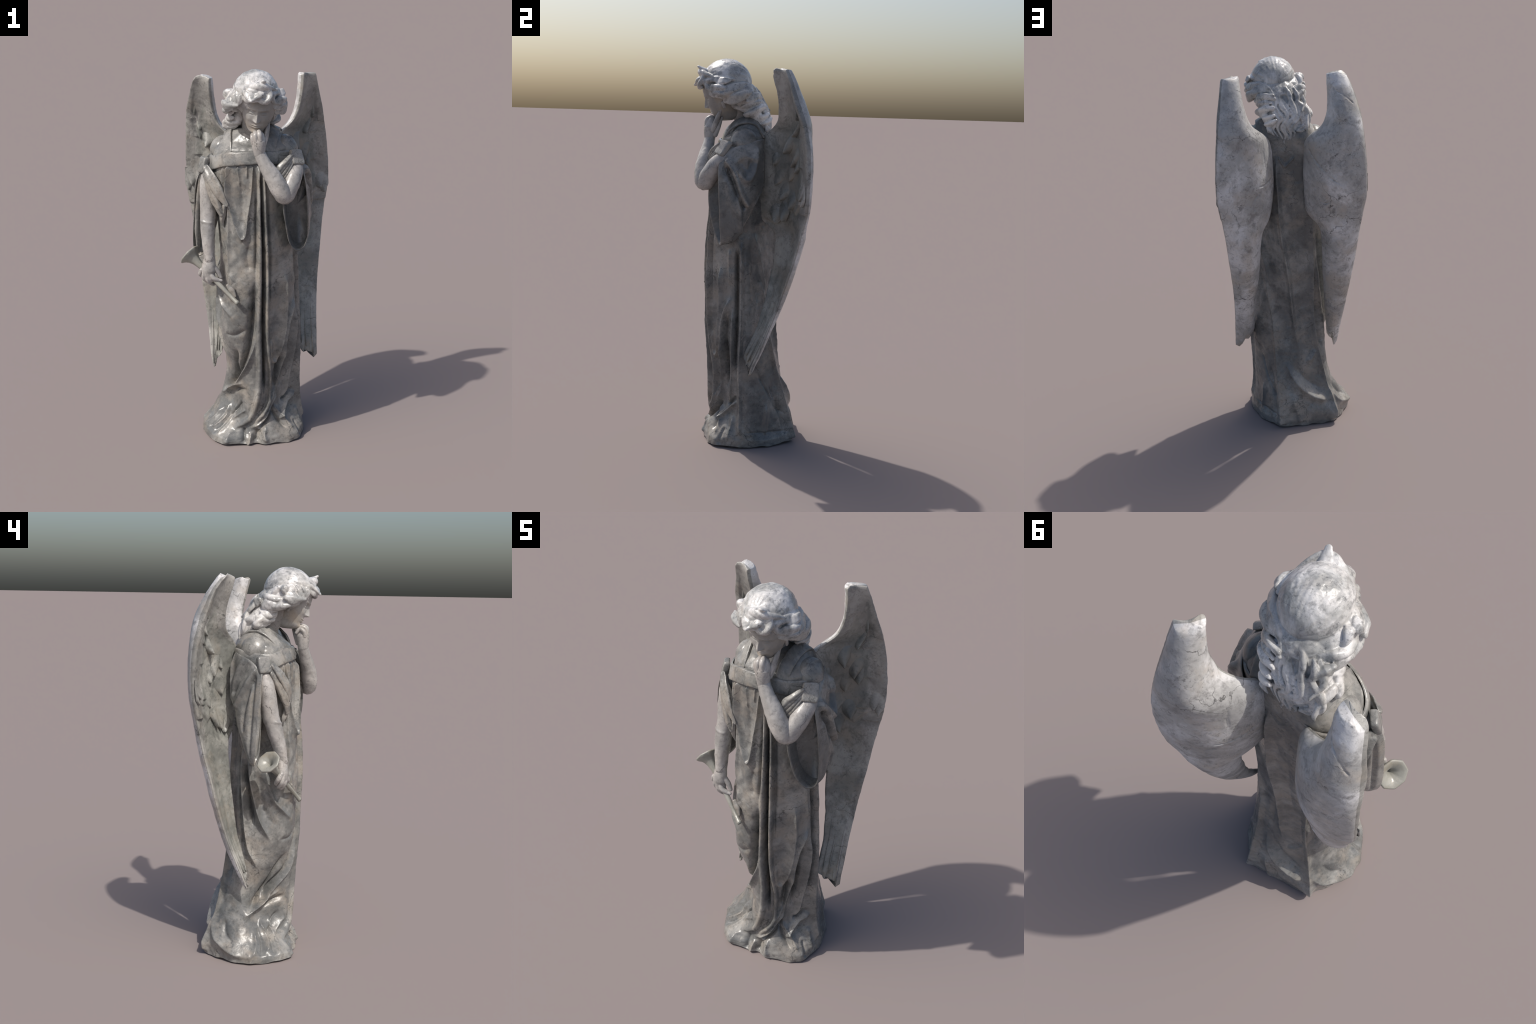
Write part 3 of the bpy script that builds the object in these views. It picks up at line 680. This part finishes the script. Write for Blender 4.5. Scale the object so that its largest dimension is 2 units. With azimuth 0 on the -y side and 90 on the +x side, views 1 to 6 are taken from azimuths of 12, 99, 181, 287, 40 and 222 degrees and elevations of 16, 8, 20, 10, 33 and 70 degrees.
# ================================================================ trumpet
A = np.array([-.290, -.178, 1.057]); E = np.array([-.020, -.271, .820]); ax = (E - A) / np.linalg.norm(E - A); LN = np.linalg.norm(E - A)
p1 = np.cross(ax, (0, 0, 1)); p1 /= np.linalg.norm(p1); p2 = np.cross(ax, p1)
prof = [(.060,.006),(.030,.010),(.012,.024),(.002,.044),(-.002,.056),(-.001,.062),(.006,.063),(.018,.046),(.034,.033),(.055,.024),(.085,.018),(.13,.0145),(.2,.0125),(.28,.0115),(LN-.014,.0108),(LN-.012,.0125),(LN,.0125),(LN+.001,.009),(LN-.01,.007)]
ph = np.linspace(0, 2 * np.pi, 8, endpoint=False) + .2
PH = np.linspace(0, 2 * np.pi, 32, endpoint=False)
def octo(r):                                           # faceted bell: octagon, slightly rounded
    c = np.pi / 8; q = (PH - .2) % (2 * c) - c
    return r * (1 - .8 * (1 - math.cos(c) / np.cos(q)))
R = np.array([A + ax * t + (octo(r) * np.cos(PH))[:, None] * p1 + (octo(r) * np.sin(PH))[:, None] * p2 for t, r in prof])
V, F = loft(R[::-1]); trumpet = new_object('trumpet', V, F, M_HORN, root)
# broken stone rest between trumpet and robe
V, F = tube([(-.075,-.238,.905),(-.055,-.245,.880),(-.040,-.252,.855)], (.012,.016,.010), .8, (0,1,0), 16, 12, .12, 3, 1, .003, 4); new_object('stone_stub', V, F, M_GOWN, root)

# ================================================================ sleeves
def ringpts(loop, n):
    """smooth closed loop through the points, n samples keeping point correspondence"""
    p = np.array(loop, float); m = len(p); out = []
    for k in range(m):
        a, b, c, d = p[k - 1], p[k], p[(k + 1) % m], p[(k + 2) % m]
        t = np.linspace(0, 1, n // m, endpoint=False)[:, None]
        out.append(.5 * (2*b + (c - a)*t + (2*a - 5*b + 4*c - d)*t**2 + (3*b - a - 3*c + d)*t**3))
    return np.vstack(out)
def sleeve(name, loops, thick, depth, seed, creases=(), flip=False):
    """hanging bell sleeve: outer shell through the loops (back to front), a lip, and a hollow inside"""
    n = 144
    key = [ringpts(l, n) for l in loops]
    tt = np.linspace(0, len(key) - 1, 60)
    key = np.array(key)
    outer = np.array([spline(key[:, j], 60) for j in range(n)]).transpose(1, 0, 2)
    rim = outer[-1]; cen = rim.mean(0)
    inner = []
    for k, f in enumerate(np.linspace(0, 1, 26)):
        x = 59 - (59 - 60 * depth) * f; i0 = int(x); i1 = min(i0 + 1, 59)
        ring = outer[i0] * (1 - x + i0) + outer[i1] * (x - i0)
        c = ring.mean(0); d = ring - c; L = np.linalg.norm(d, axis=1, keepdims=True)
        inner.append(c + d * np.clip(1 - (thick * (1 + .6 * f)) / L, .3, 1))
    lip = [rim * .5 + inner[0] * .5 + np.array((0, -.004, 0))]
    R = np.concatenate([outer, lip, inner])
    V, F = loft(R)
    q = np.array([f if len(f) == 4 else (*f, f[-1]) for f in F])
    Nn = vertex_normals(V, q)
    if flip:
        F = [tuple(reversed(f)) for f in F]; Nn = -Nn
    shell = V[:60 * n]
    for c in creases:
        on = [shell[np.argmin(((shell - np.array(q)) ** 2).sum(1))] for q in c[0]]
        crease(V, Nn, on, *c[1:])
    V = V + Nn * (.0016 * noise3(V, 30, seed))[:, None]
    return new_object(name, V, F, M_GOWN, root)
Lrim = [(.300,-.118,1.545),(.325,-.138,1.48),(.338,-.138,1.40),(.343,-.130,1.283),(.335,-.124,1.156),(.312,-.123,1.084),(.272,-.140,1.068),(.243,-.170,1.12),(.233,-.200,1.216),(.225,-.212,1.318),(.228,-.196,1.42),(.255,-.155,1.52)]
L1 = [(.292,-.06,1.565),(.322,-.07,1.48),(.335,-.065,1.40),(.338,-.06,1.28),(.330,-.055,1.17),(.308,-.055,1.108),(.265,-.06,1.10),(.235,-.08,1.15),(.22,-.10,1.23),(.21,-.10,1.33),(.21,-.10,1.43),(.245,-.08,1.53)]
L2 = [(.268,0,1.585),(.300,0,1.50),(.318,.002,1.40),(.318,.006,1.29),(.302,.0,1.225),(.283,.0,1.20),(.25,0,1.21),(.225,0,1.25),(.21,0,1.30),(.20,0,1.37),(.20,0,1.45),(.24,0,1.54)]
L3 = [(.235,.045,1.595),(.262,.045,1.52),(.275,.046,1.43),(.270,.046,1.36),(.258,.045,1.325),(.25,.05,1.31),(.23,.05,1.32),(.215,.05,1.34),(.205,.05,1.37),(.20,.05,1.41),(.20,.05,1.46),(.225,.05,1.54)]
L4 = [(.20+.6*(x-.23), .066, 1.44+.6*(z-1.44)) for x, y, z in L3]
sleeve('sleeve', [L4, L3, L2, L1, Lrim], .010, .84, 3, [
    ([(.322,-.11,1.515),(.330,-.06,1.465),(.325,0,1.402),(.295,.035,1.45),(.26,.045,1.575)], .014, .020, .05, .1),
    ([(.318,-.04,1.50),(.312,.005,1.455),(.29,.03,1.51)], .022, -.016),
    ([(.326,-.11,1.505),(.336,-.06,1.43),(.330,-.02,1.33),(.315,.010,1.268)], .013, .020, .05, .05),
    ([(.33,-.10,1.475),(.336,-.06,1.385),(.330,-.02,1.295),(.318,.0,1.262)], .011, -.028, .08, .06),
    ([(.325,-.01,1.53),(.325,.025,1.50),(.30,.045,1.57)], .010, .007),
    ([(.34,-.1,1.42),(.345,-.07,1.30),(.335,-.03,1.21)], .014, .006),
    ([(.285,-.06,1.33),(.283,-.05,1.225),(.286,-.05,1.132)], .012, .014),
    ([(.255,-.06,1.28),(.27,-.05,1.2),(.286,-.05,1.135)], .010, .012)], True)
Rrim = [(-.214,-.118,1.49),(-.246,-.120,1.42),(-.266,-.118,1.29),(-.280,-.114,1.17),(-.285,-.106,1.07),(-.266,-.095,1.022),(-.228,-.098,1.04),(-.204,-.104,1.09),(-.198,-.108,1.20),(-.196,-.110,1.30),(-.194,-.112,1.40),(-.195,-.114,1.47)]
R1 = [(-.205,-.05,1.54),(-.232,-.06,1.44),(-.250,-.062,1.32),(-.262,-.062,1.20),(-.264,-.06,1.10),(-.245,-.058,1.055),(-.216,-.055,1.07),(-.190,-.05,1.12),(-.17,-.05,1.22),(-.155,-.05,1.30),(-.15,-.05,1.40),(-.172,-.05,1.50)]
R2 = [(-.180,.01,1.565),(-.198,.01,1.48),(-.212,.012,1.38),(-.216,.012,1.30),(-.208,.01,1.225),(-.19,.01,1.19),(-.170,.01,1.205),(-.150,.01,1.26),(-.138,.01,1.32),(-.132,.01,1.38),(-.138,.01,1.44),(-.155,.01,1.51)]
R3 = [(-.150,.045,1.57),(-.160,.045,1.50),(-.168,.048,1.42),(-.170,.048,1.36),(-.166,.045,1.31),(-.158,.045,1.295),(-.150,.045,1.30),(-.142,.045,1.32),(-.136,.045,1.35),(-.130,.045,1.40),(-.132,.045,1.45),(-.14,.045,1.52)]
R4 = [(-.155+.5*(x+.155), .068, 1.43+.6*(z-1.43)) for x, y, z in R3]
sleeve('sleeve', [R4, R3, R2, R1, Rrim], .008, .93, 4, [
    ([(-.220,-.085,1.47),(-.240,-.085,1.36),(-.255,-.08,1.22),(-.265,-.075,1.06)], .009, -.016, .05, .1),
    ([(-.215,-.09,1.50),(-.218,-.03,1.40),(-.198,.01,1.30)], .012, .018, .05, .1),
    ([(-.22,-.07,1.45),(-.23,-.04,1.32),(-.235,-.035,1.18)], .010, -.018, .05, .1),
    ([(-.205,-.06,1.53),(-.20,.0,1.44),(-.175,.04,1.36)], .014, -.012),
    ([(-.19,-.02,1.56),(-.182,.025,1.45),(-.17,.048,1.33)], .010, .012)], False)

# folded strip of the sleeve hanging beside the lowered arm
V, F = tube([(-.218,-.112,1.478),(-.232,-.112,1.38),(-.245,-.110,1.28),(-.256,-.107,1.17),(-.262,-.100,1.08)], (.010,.014,.017,.018,.012), .55, (-.5,.9,0), 60, 28, .10, 3, .3, .001, 5)
new_object('sleeve_fold', V, F, M_GOWN, root)
# gathered cloth in front of both arms
def swag(pts, radii, flat, side, seed, fl=.14):
    V, F = tube(pts, radii, flat, side, 50, 32, fl, 4, .4, .0015, seed); new_object('gathered_cloth', V, F, M_GOWN, root)
swag([(-.176,-.160,1.508),(-.148,-.184,1.465),(-.105,-.208,1.400),(-.062,-.222,1.335)], (.020,.033,.033,.012), .5, (-.4,-1,.2), 1, .26)
swag([(-.186,-.158,1.480),(-.150,-.192,1.400),(-.115,-.214,1.330),(-.096,-.216,1.282)], (.012,.020,.024,.014), .6, (-.6,-1,.2), 2, .08)
swag([(-.078,-.215,1.325),(-.088,-.208,1.285),(-.098,-.196,1.245),(-.092,-.192,1.215)], (.012,.018,.014,.005), .7, (-.6,-1,.2), 3, .1)
for dz, dx in ((.018,.002),(.000,.0),(-.018,.004),(-.034,.010)):   # pleats fanning out from the clasp of the raised arm
    swag([(.270 + dx,-.154,1.566 + dz * .5),(.244 + dx,-.186,1.532 + dz),(.214 + dx,-.206,1.492 + dz * 1.3),(.202 + dx,-.208,1.452 + dz * 1.4)], (.008,.013,.016,.014), .85, (.3,-1,.3), 4, .08)

# square clasps
def clasp(tl, tr, bl, br, out, proud, thick=.026):
    tl, tr, bl, br = map(np.array, (tl, tr, bl, br)); n = 30; out = np.array(out, float); out /= np.linalg.norm(out)
    a = np.linspace(0, 2 * np.pi, 72, endpoint=False)
    sq = lambda c: np.sign(c) * np.abs(c) ** .32
    R = []
    for h, k in [(-1, .6), (-1, .97), (-.6, 1.0), (0, 1.0), (.45, .99), (.75, .96), (.92, .90), (1, .80), (1.04, .6), (1.08, .4), (1.1, .2), (1.1, .05)]:
        x = sq(np.cos(a)) * k * .5 + .5; y = sq(np.sin(a)) * k * .5 + .5
        P = (tl * (1 - x)[:, None] + tr * x[:, None]) * y[:, None] + (bl * (1 - x)[:, None] + br * x[:, None]) * (1 - y)[:, None]
        R.append(P + out * (h * thick / 2 - thick * .35 + proud))
    V, F = loft(np.array(R)); V = V + .0016 * np.stack([noise3(V, 40, i) for i in range(3)], 1)
    new_object('clasp', V, F, M_GOWN, root)
clasp((.258,-.136,1.600), (.308,-.086,1.590), (.276,-.174,1.528), (.330,-.128,1.516), (.75,-.75,.45), .006)
clasp((-.217,-.092,1.562), (-.174,-.138,1.563), (-.232,-.107,1.477), (-.189,-.157,1.484), (-.72,-.72,.12), .005)

# ================================================================ wings
def wing(sx, IN, OUT, ztop, zbot, bulge, rim_tips, covert, feathers, seed, fat, pk, cracks):
    I = np.array(IN); O = np.array(OUT)
    def at(T, z): 
        return np.stack([np.interp(z, T[::-1, 0], T[::-1, k]) for k in (1, 2)], -1)
    zf = np.linspace(.30, 2.0, 700)
    ker = np.exp(-.5 * (np.arange(-24, 25) / 9.0) ** 2); ker /= ker.sum()
    def sm2(T):
        A = at(T, zf); P = np.pad(A, ((24, 24), (0, 0)), mode='reflect', reflect_type='odd')
        return np.stack([np.convolve(P[:, k], ker, 'valid') for k in (0, 1)], 1)
    SI, SO = sm2(I), sm2(O)
    def look(S, z): return np.stack([np.interp(z, zf, S[:, k]) for k in (0, 1)], -1)
    def mid(s, z):
        i, o = look(SI, z), look(SO, z); e = o - i; L = np.linalg.norm(e, axis=-1, keepdims=True); e = e / L
        n = np.stack([-e[..., 1], e[..., 0]], -1) * sx
        b = np.interp(z, [.35, .6, 1.0, 1.4, 1.7, 1.95], bulge)
        p = i + (o - i) * s[..., None] + n * (b * 4 * s * (1 - s) - b * .25)[..., None]
        return p, n, L[..., 0]
    def half(z): return np.interp(z, [.36, .5, .9, 1.2, 1.6, 1.75, 1.95], [.009, .011, .013, .016, .019, .023, .025])
    def front_relief(s, z):
        rr_ = .80 + 0 * z
        d = 0 * z
        for zt, reach, ln in rim_tips:               # feather tips of the rim reach inwards
            k = (z - zt) / ln
            rr_ = np.where((k > 0) & (k < 1), np.minimum(rr_, .80 - reach * (1 - k) ** 1.5), rr_)
        rr_ = np.where(z < covert[0] + .09, 1.02, rr_)
        d = d + .011 / (1 + np.exp(-(s - rr_) * 60)) * np.clip((1.88 - z) / .1, 0, 1)
        zc = covert[0] + covert[1] * s + .030 * np.abs(np.sin(s * np.pi * 4.2 + .5))
        d = d + .012 / (1 + np.exp(-(z - zc) * 260)) * np.clip((.82 - s) * 20, 0, 1) * np.clip((1.62 - z) / .25, 0, 1)
        # shafts of the long flight feathers
        d = d + .0012 * np.cos((s + .06 * np.sin(z * 3.1 + seed) + .03 * np.sin(z * 7)) * 2 * np.pi * 3.3) * np.clip((covert[0] - z) / .12, 0, 1)
        return d
    NS, NZ = 110, 420
    root_, dish = (.020, .026) if sx > 0 else (0.0, .016)
    a = np.linspace(0, 2 * np.pi, 2 * NS, endpoint=False)
    s = .5 - .5 * np.sign(np.cos(a)) * np.abs(np.cos(a)) ** .8
    top = np.interp(s, *zip(*ztop)); bot = np.interp(s, *zip(*zbot))
    R = []
    for k in range(NZ):
        t = k / (NZ - 1); z = top + (bot - top) * t
        p, n, L = mid(s, z)
        edge = np.sqrt(np.clip(1 - np.abs(2 * s - 1) ** 14, 0, 1)) + .02
        ends = min(1, .72 + .28 * math.sqrt(min(1, t / .010))) * min(1, .25 + .75 * min(1, (1 - t) / .02))
        hz = half(z) * edge * ends
        sd = np.where(np.sin(a) >= 0, 1.0, -1.0)      # +1 back, -1 front
        hz = hz + np.interp(z, [1.2, 1.36, 1.55, 1.64], [0, root_, root_, 0]) * np.exp(-(s / .28) ** 2) * edge
        full = np.interp(z, [.38, .55, .8, 1.1, 1.4, 1.6, 1.8, 1.95], fat)
        back = full * np.sin(np.pi * np.clip(s, 0, 1) ** pk[0]) ** pk[1] * ends
        off = np.where(sd > 0, hz + back, -hz - front_relief(s, z) * edge + np.interp(z, [.9, 1.4, 1.75], [0, dish, 0]) * 4 * s * (1 - s))
        q = p + n * off[:, None]
        R.append(np.stack([q[:, 0], q[:, 1], z], 1))
    R = np.array(R)
    wob = .0028 * noise3(R, 9, seed) + .0018 * noise3(R, 28, seed + 1) + .0009 * noise3(R, 70, seed + 2)
    R[..., 1] += wob; R[..., 0] += .6 * wob
    V, F = loft(R)
    if sx > 0: F = [tuple(reversed(f)) for f in F]
    Nv = vertex_normals(V, np.array([f if len(f) == 4 else (*f, f[-1]) for f in F]))
    if (Nv[:R.shape[0] * R.shape[1]].reshape(R.shape)[:, NS // 2, 1]).mean() < 0: Nv = -Nv
    Sg = np.broadcast_to(s, R.shape[:2]); bk = np.broadcast_to(np.sin(a) > 0.02, R.shape[:2])
    for c in cracks:                                  # hairline breaks across the back
        line = []
        for s0, z0 in c:
            q = np.where(bk, (Sg - s0) ** 2 * .09 + (R[..., 2] - z0) ** 2, 9)
            line.append(R.reshape(-1, 3)[np.argmin(q)])
        line = spline(line, 40); line[1:-1] += .004 * np.stack([noise3(line, 35, 60 + k) for k in range(3)], 1)[1:-1]
        crease(V, Nv, line, .0032, -.006, .05, .05)
    ob = new_object('wing', V, F, M_WING, root)
    # the stone is paler on the back, duller on the rim, greenish grey in the hollow, with ragged borders
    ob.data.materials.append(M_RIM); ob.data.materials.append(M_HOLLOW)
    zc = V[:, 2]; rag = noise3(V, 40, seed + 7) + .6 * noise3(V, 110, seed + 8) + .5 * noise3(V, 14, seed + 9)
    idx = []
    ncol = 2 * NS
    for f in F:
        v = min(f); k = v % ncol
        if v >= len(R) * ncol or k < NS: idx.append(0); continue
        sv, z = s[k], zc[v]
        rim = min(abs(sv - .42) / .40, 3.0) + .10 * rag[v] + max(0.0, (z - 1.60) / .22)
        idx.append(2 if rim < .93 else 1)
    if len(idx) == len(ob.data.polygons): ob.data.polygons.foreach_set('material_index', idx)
    # loose feather tips standing out of the hollow
    for j, (fs, fz, ln, wd, tilt, hgt) in enumerate(feathers):
        m, q = 26, 28; rings = []
        ph_ = np.linspace(0, 2 * np.pi, q, endpoint=False)
        for i in range(m):
            t = i / (m - 1)                           # 0 tip, 1 root
            s0 = fs + tilt * t * ln / .30 * 1.0; z0 = fz + ln * t
            w = wd / 2 * (math.sin(min(1, t / .5) * math.pi / 2) ** .75) * (1 - .5 * max(0, t - .5)) + .0006
            hgt_ = hgt * (1.7 if sx > 0 and ln < .2 else 1.0)
            lift_ = hgt_ * (1 - t) ** 1.4 - .003 * t
            th = .45 * hgt_ * (math.sin(min(1, (t + .02) / .15) * math.pi / 2)) * (1 - t) ** .5 + .0006
            ss = np.clip(s0 + np.cos(ph_) * w / .28, .02, .99); z_ = np.full(q, z0)
            z_ = z_ + .25 * w * np.cos(ph_ + seed + j) * (1 - t)
            p, n, L = mid(ss, z_)
            rel = np.interp(z_, [.9, 1.4, 1.75], [0, dish, 0]) * 4 * ss * (1 - ss) - half(z_) - front_relief(np.full(q, s0), np.full(q, fz + ln * .6)) * .9
            off = rel - (lift_ + th * np.sin(ph_)) * (1 - .92 * np.cos(ph_) ** 2) + .002 * np.cos(ph_) ** 2
            c = p + n * off[:, None]
            rings.append(np.stack([c[:, 0], c[:, 1], z_], 1))
        v, f = loft(np.array(rings))
        if sx < 0: f = [tuple(reversed(g)) for g in f]
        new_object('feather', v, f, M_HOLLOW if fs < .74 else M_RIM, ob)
    return ob
LI = [(1.96,0.284,.118),(1.94,0.282,.122),(1.90,0.280,.134),(1.85,0.270,.143),(1.80,0.260,.151),(1.75,0.245,.153),(1.70,0.218,.146),(1.67,0.188,.132),(1.645,.145,.088),(1.60,.13,.040),(1.40,.12,.036),(1.22,.12,.04),(1.175,.13,.075),(1.15,.165,.135),(1.05,.178,.138),(.95,.183,.130),(.85,.195,.111),(.75,.210,.090),(.65,.222,.066),(.55,.226,.020),(.45,.235,-.02),(.35,.245,-.06)]
LO = [(1.96,0.335,0.186),(1.94,0.338,0.194),(1.85,0.349,0.235),(1.75,0.358,0.276),(1.65,0.366,0.311),(1.55,0.371,0.324),(1.45,0.375,0.330),(1.35,0.373,0.327),(1.31,0.367,0.326),(1.25,0.355,0.320),(1.15,0.344,0.294),(1.05,0.338,0.271),(0.95,0.331,0.242),(0.85,0.325,0.211),(0.75,0.320,0.177),(0.65,0.320,0.135),(0.55,0.324,0.100),(0.45,0.331,0.062),(0.35,0.337,0.022)]
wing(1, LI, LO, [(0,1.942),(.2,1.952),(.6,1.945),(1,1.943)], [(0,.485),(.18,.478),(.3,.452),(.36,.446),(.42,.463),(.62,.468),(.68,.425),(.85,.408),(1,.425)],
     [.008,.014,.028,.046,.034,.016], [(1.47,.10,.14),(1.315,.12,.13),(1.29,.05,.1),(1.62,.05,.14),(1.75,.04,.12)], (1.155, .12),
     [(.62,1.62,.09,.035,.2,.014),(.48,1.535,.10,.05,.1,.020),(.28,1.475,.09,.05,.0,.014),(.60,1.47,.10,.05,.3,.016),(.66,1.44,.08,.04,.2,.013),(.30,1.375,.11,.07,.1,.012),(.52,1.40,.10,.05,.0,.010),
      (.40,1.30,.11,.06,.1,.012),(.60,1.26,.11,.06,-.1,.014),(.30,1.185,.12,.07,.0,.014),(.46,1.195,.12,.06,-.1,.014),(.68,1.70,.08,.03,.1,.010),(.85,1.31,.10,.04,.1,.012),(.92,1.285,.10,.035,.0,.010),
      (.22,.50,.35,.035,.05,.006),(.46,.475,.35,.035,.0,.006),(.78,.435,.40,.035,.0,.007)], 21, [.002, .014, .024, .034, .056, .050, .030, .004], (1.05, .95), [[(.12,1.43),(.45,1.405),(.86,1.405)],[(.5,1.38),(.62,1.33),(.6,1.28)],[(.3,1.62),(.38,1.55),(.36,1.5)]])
RI = [(1.96,-.172,.055),(1.94,-.174,.060),(1.90,-.176,.064),(1.85,-.178,.082),(1.80,-0.181,.097),(1.75,-0.173,.105),(1.70,-0.160,.106),(1.67,-0.140,.104),(1.65,-.095,.098),(1.60,-.055,.075),(1.40,-.05,.07),(1.22,-.06,.07),(1.175,-.09,.08),(1.15,-.138,.092),(1.05,-.146,.089),(.95,-.150,.073),(.85,-.154,.061),(.75,-.160,.045),(.65,-.164,.027),(.55,-.172,-.005),(.45,-.18,-.04),(.35,-.19,-.08)]
RO = [(1.96,-0.261,0.066),(1.94,-0.273,0.082),(1.90,-0.293,0.111),(1.85,-0.313,0.134),(1.75,-0.343,0.168),(1.65,-0.360,0.189),(1.55,-0.371,0.200),(1.45,-0.376,0.204),(1.35,-0.377,0.196),(1.31,-0.373,0.190),(1.25,-0.363,0.179),(1.15,-0.347,0.164),(1.05,-0.335,0.145),(0.95,-0.323,0.121),(0.85,-0.308,0.099),(0.75,-0.290,0.078),(0.65,-0.275,0.050),(0.55,-0.260,0.012),(0.45,-0.247,-0.028),(0.35,-0.230,-0.068)]
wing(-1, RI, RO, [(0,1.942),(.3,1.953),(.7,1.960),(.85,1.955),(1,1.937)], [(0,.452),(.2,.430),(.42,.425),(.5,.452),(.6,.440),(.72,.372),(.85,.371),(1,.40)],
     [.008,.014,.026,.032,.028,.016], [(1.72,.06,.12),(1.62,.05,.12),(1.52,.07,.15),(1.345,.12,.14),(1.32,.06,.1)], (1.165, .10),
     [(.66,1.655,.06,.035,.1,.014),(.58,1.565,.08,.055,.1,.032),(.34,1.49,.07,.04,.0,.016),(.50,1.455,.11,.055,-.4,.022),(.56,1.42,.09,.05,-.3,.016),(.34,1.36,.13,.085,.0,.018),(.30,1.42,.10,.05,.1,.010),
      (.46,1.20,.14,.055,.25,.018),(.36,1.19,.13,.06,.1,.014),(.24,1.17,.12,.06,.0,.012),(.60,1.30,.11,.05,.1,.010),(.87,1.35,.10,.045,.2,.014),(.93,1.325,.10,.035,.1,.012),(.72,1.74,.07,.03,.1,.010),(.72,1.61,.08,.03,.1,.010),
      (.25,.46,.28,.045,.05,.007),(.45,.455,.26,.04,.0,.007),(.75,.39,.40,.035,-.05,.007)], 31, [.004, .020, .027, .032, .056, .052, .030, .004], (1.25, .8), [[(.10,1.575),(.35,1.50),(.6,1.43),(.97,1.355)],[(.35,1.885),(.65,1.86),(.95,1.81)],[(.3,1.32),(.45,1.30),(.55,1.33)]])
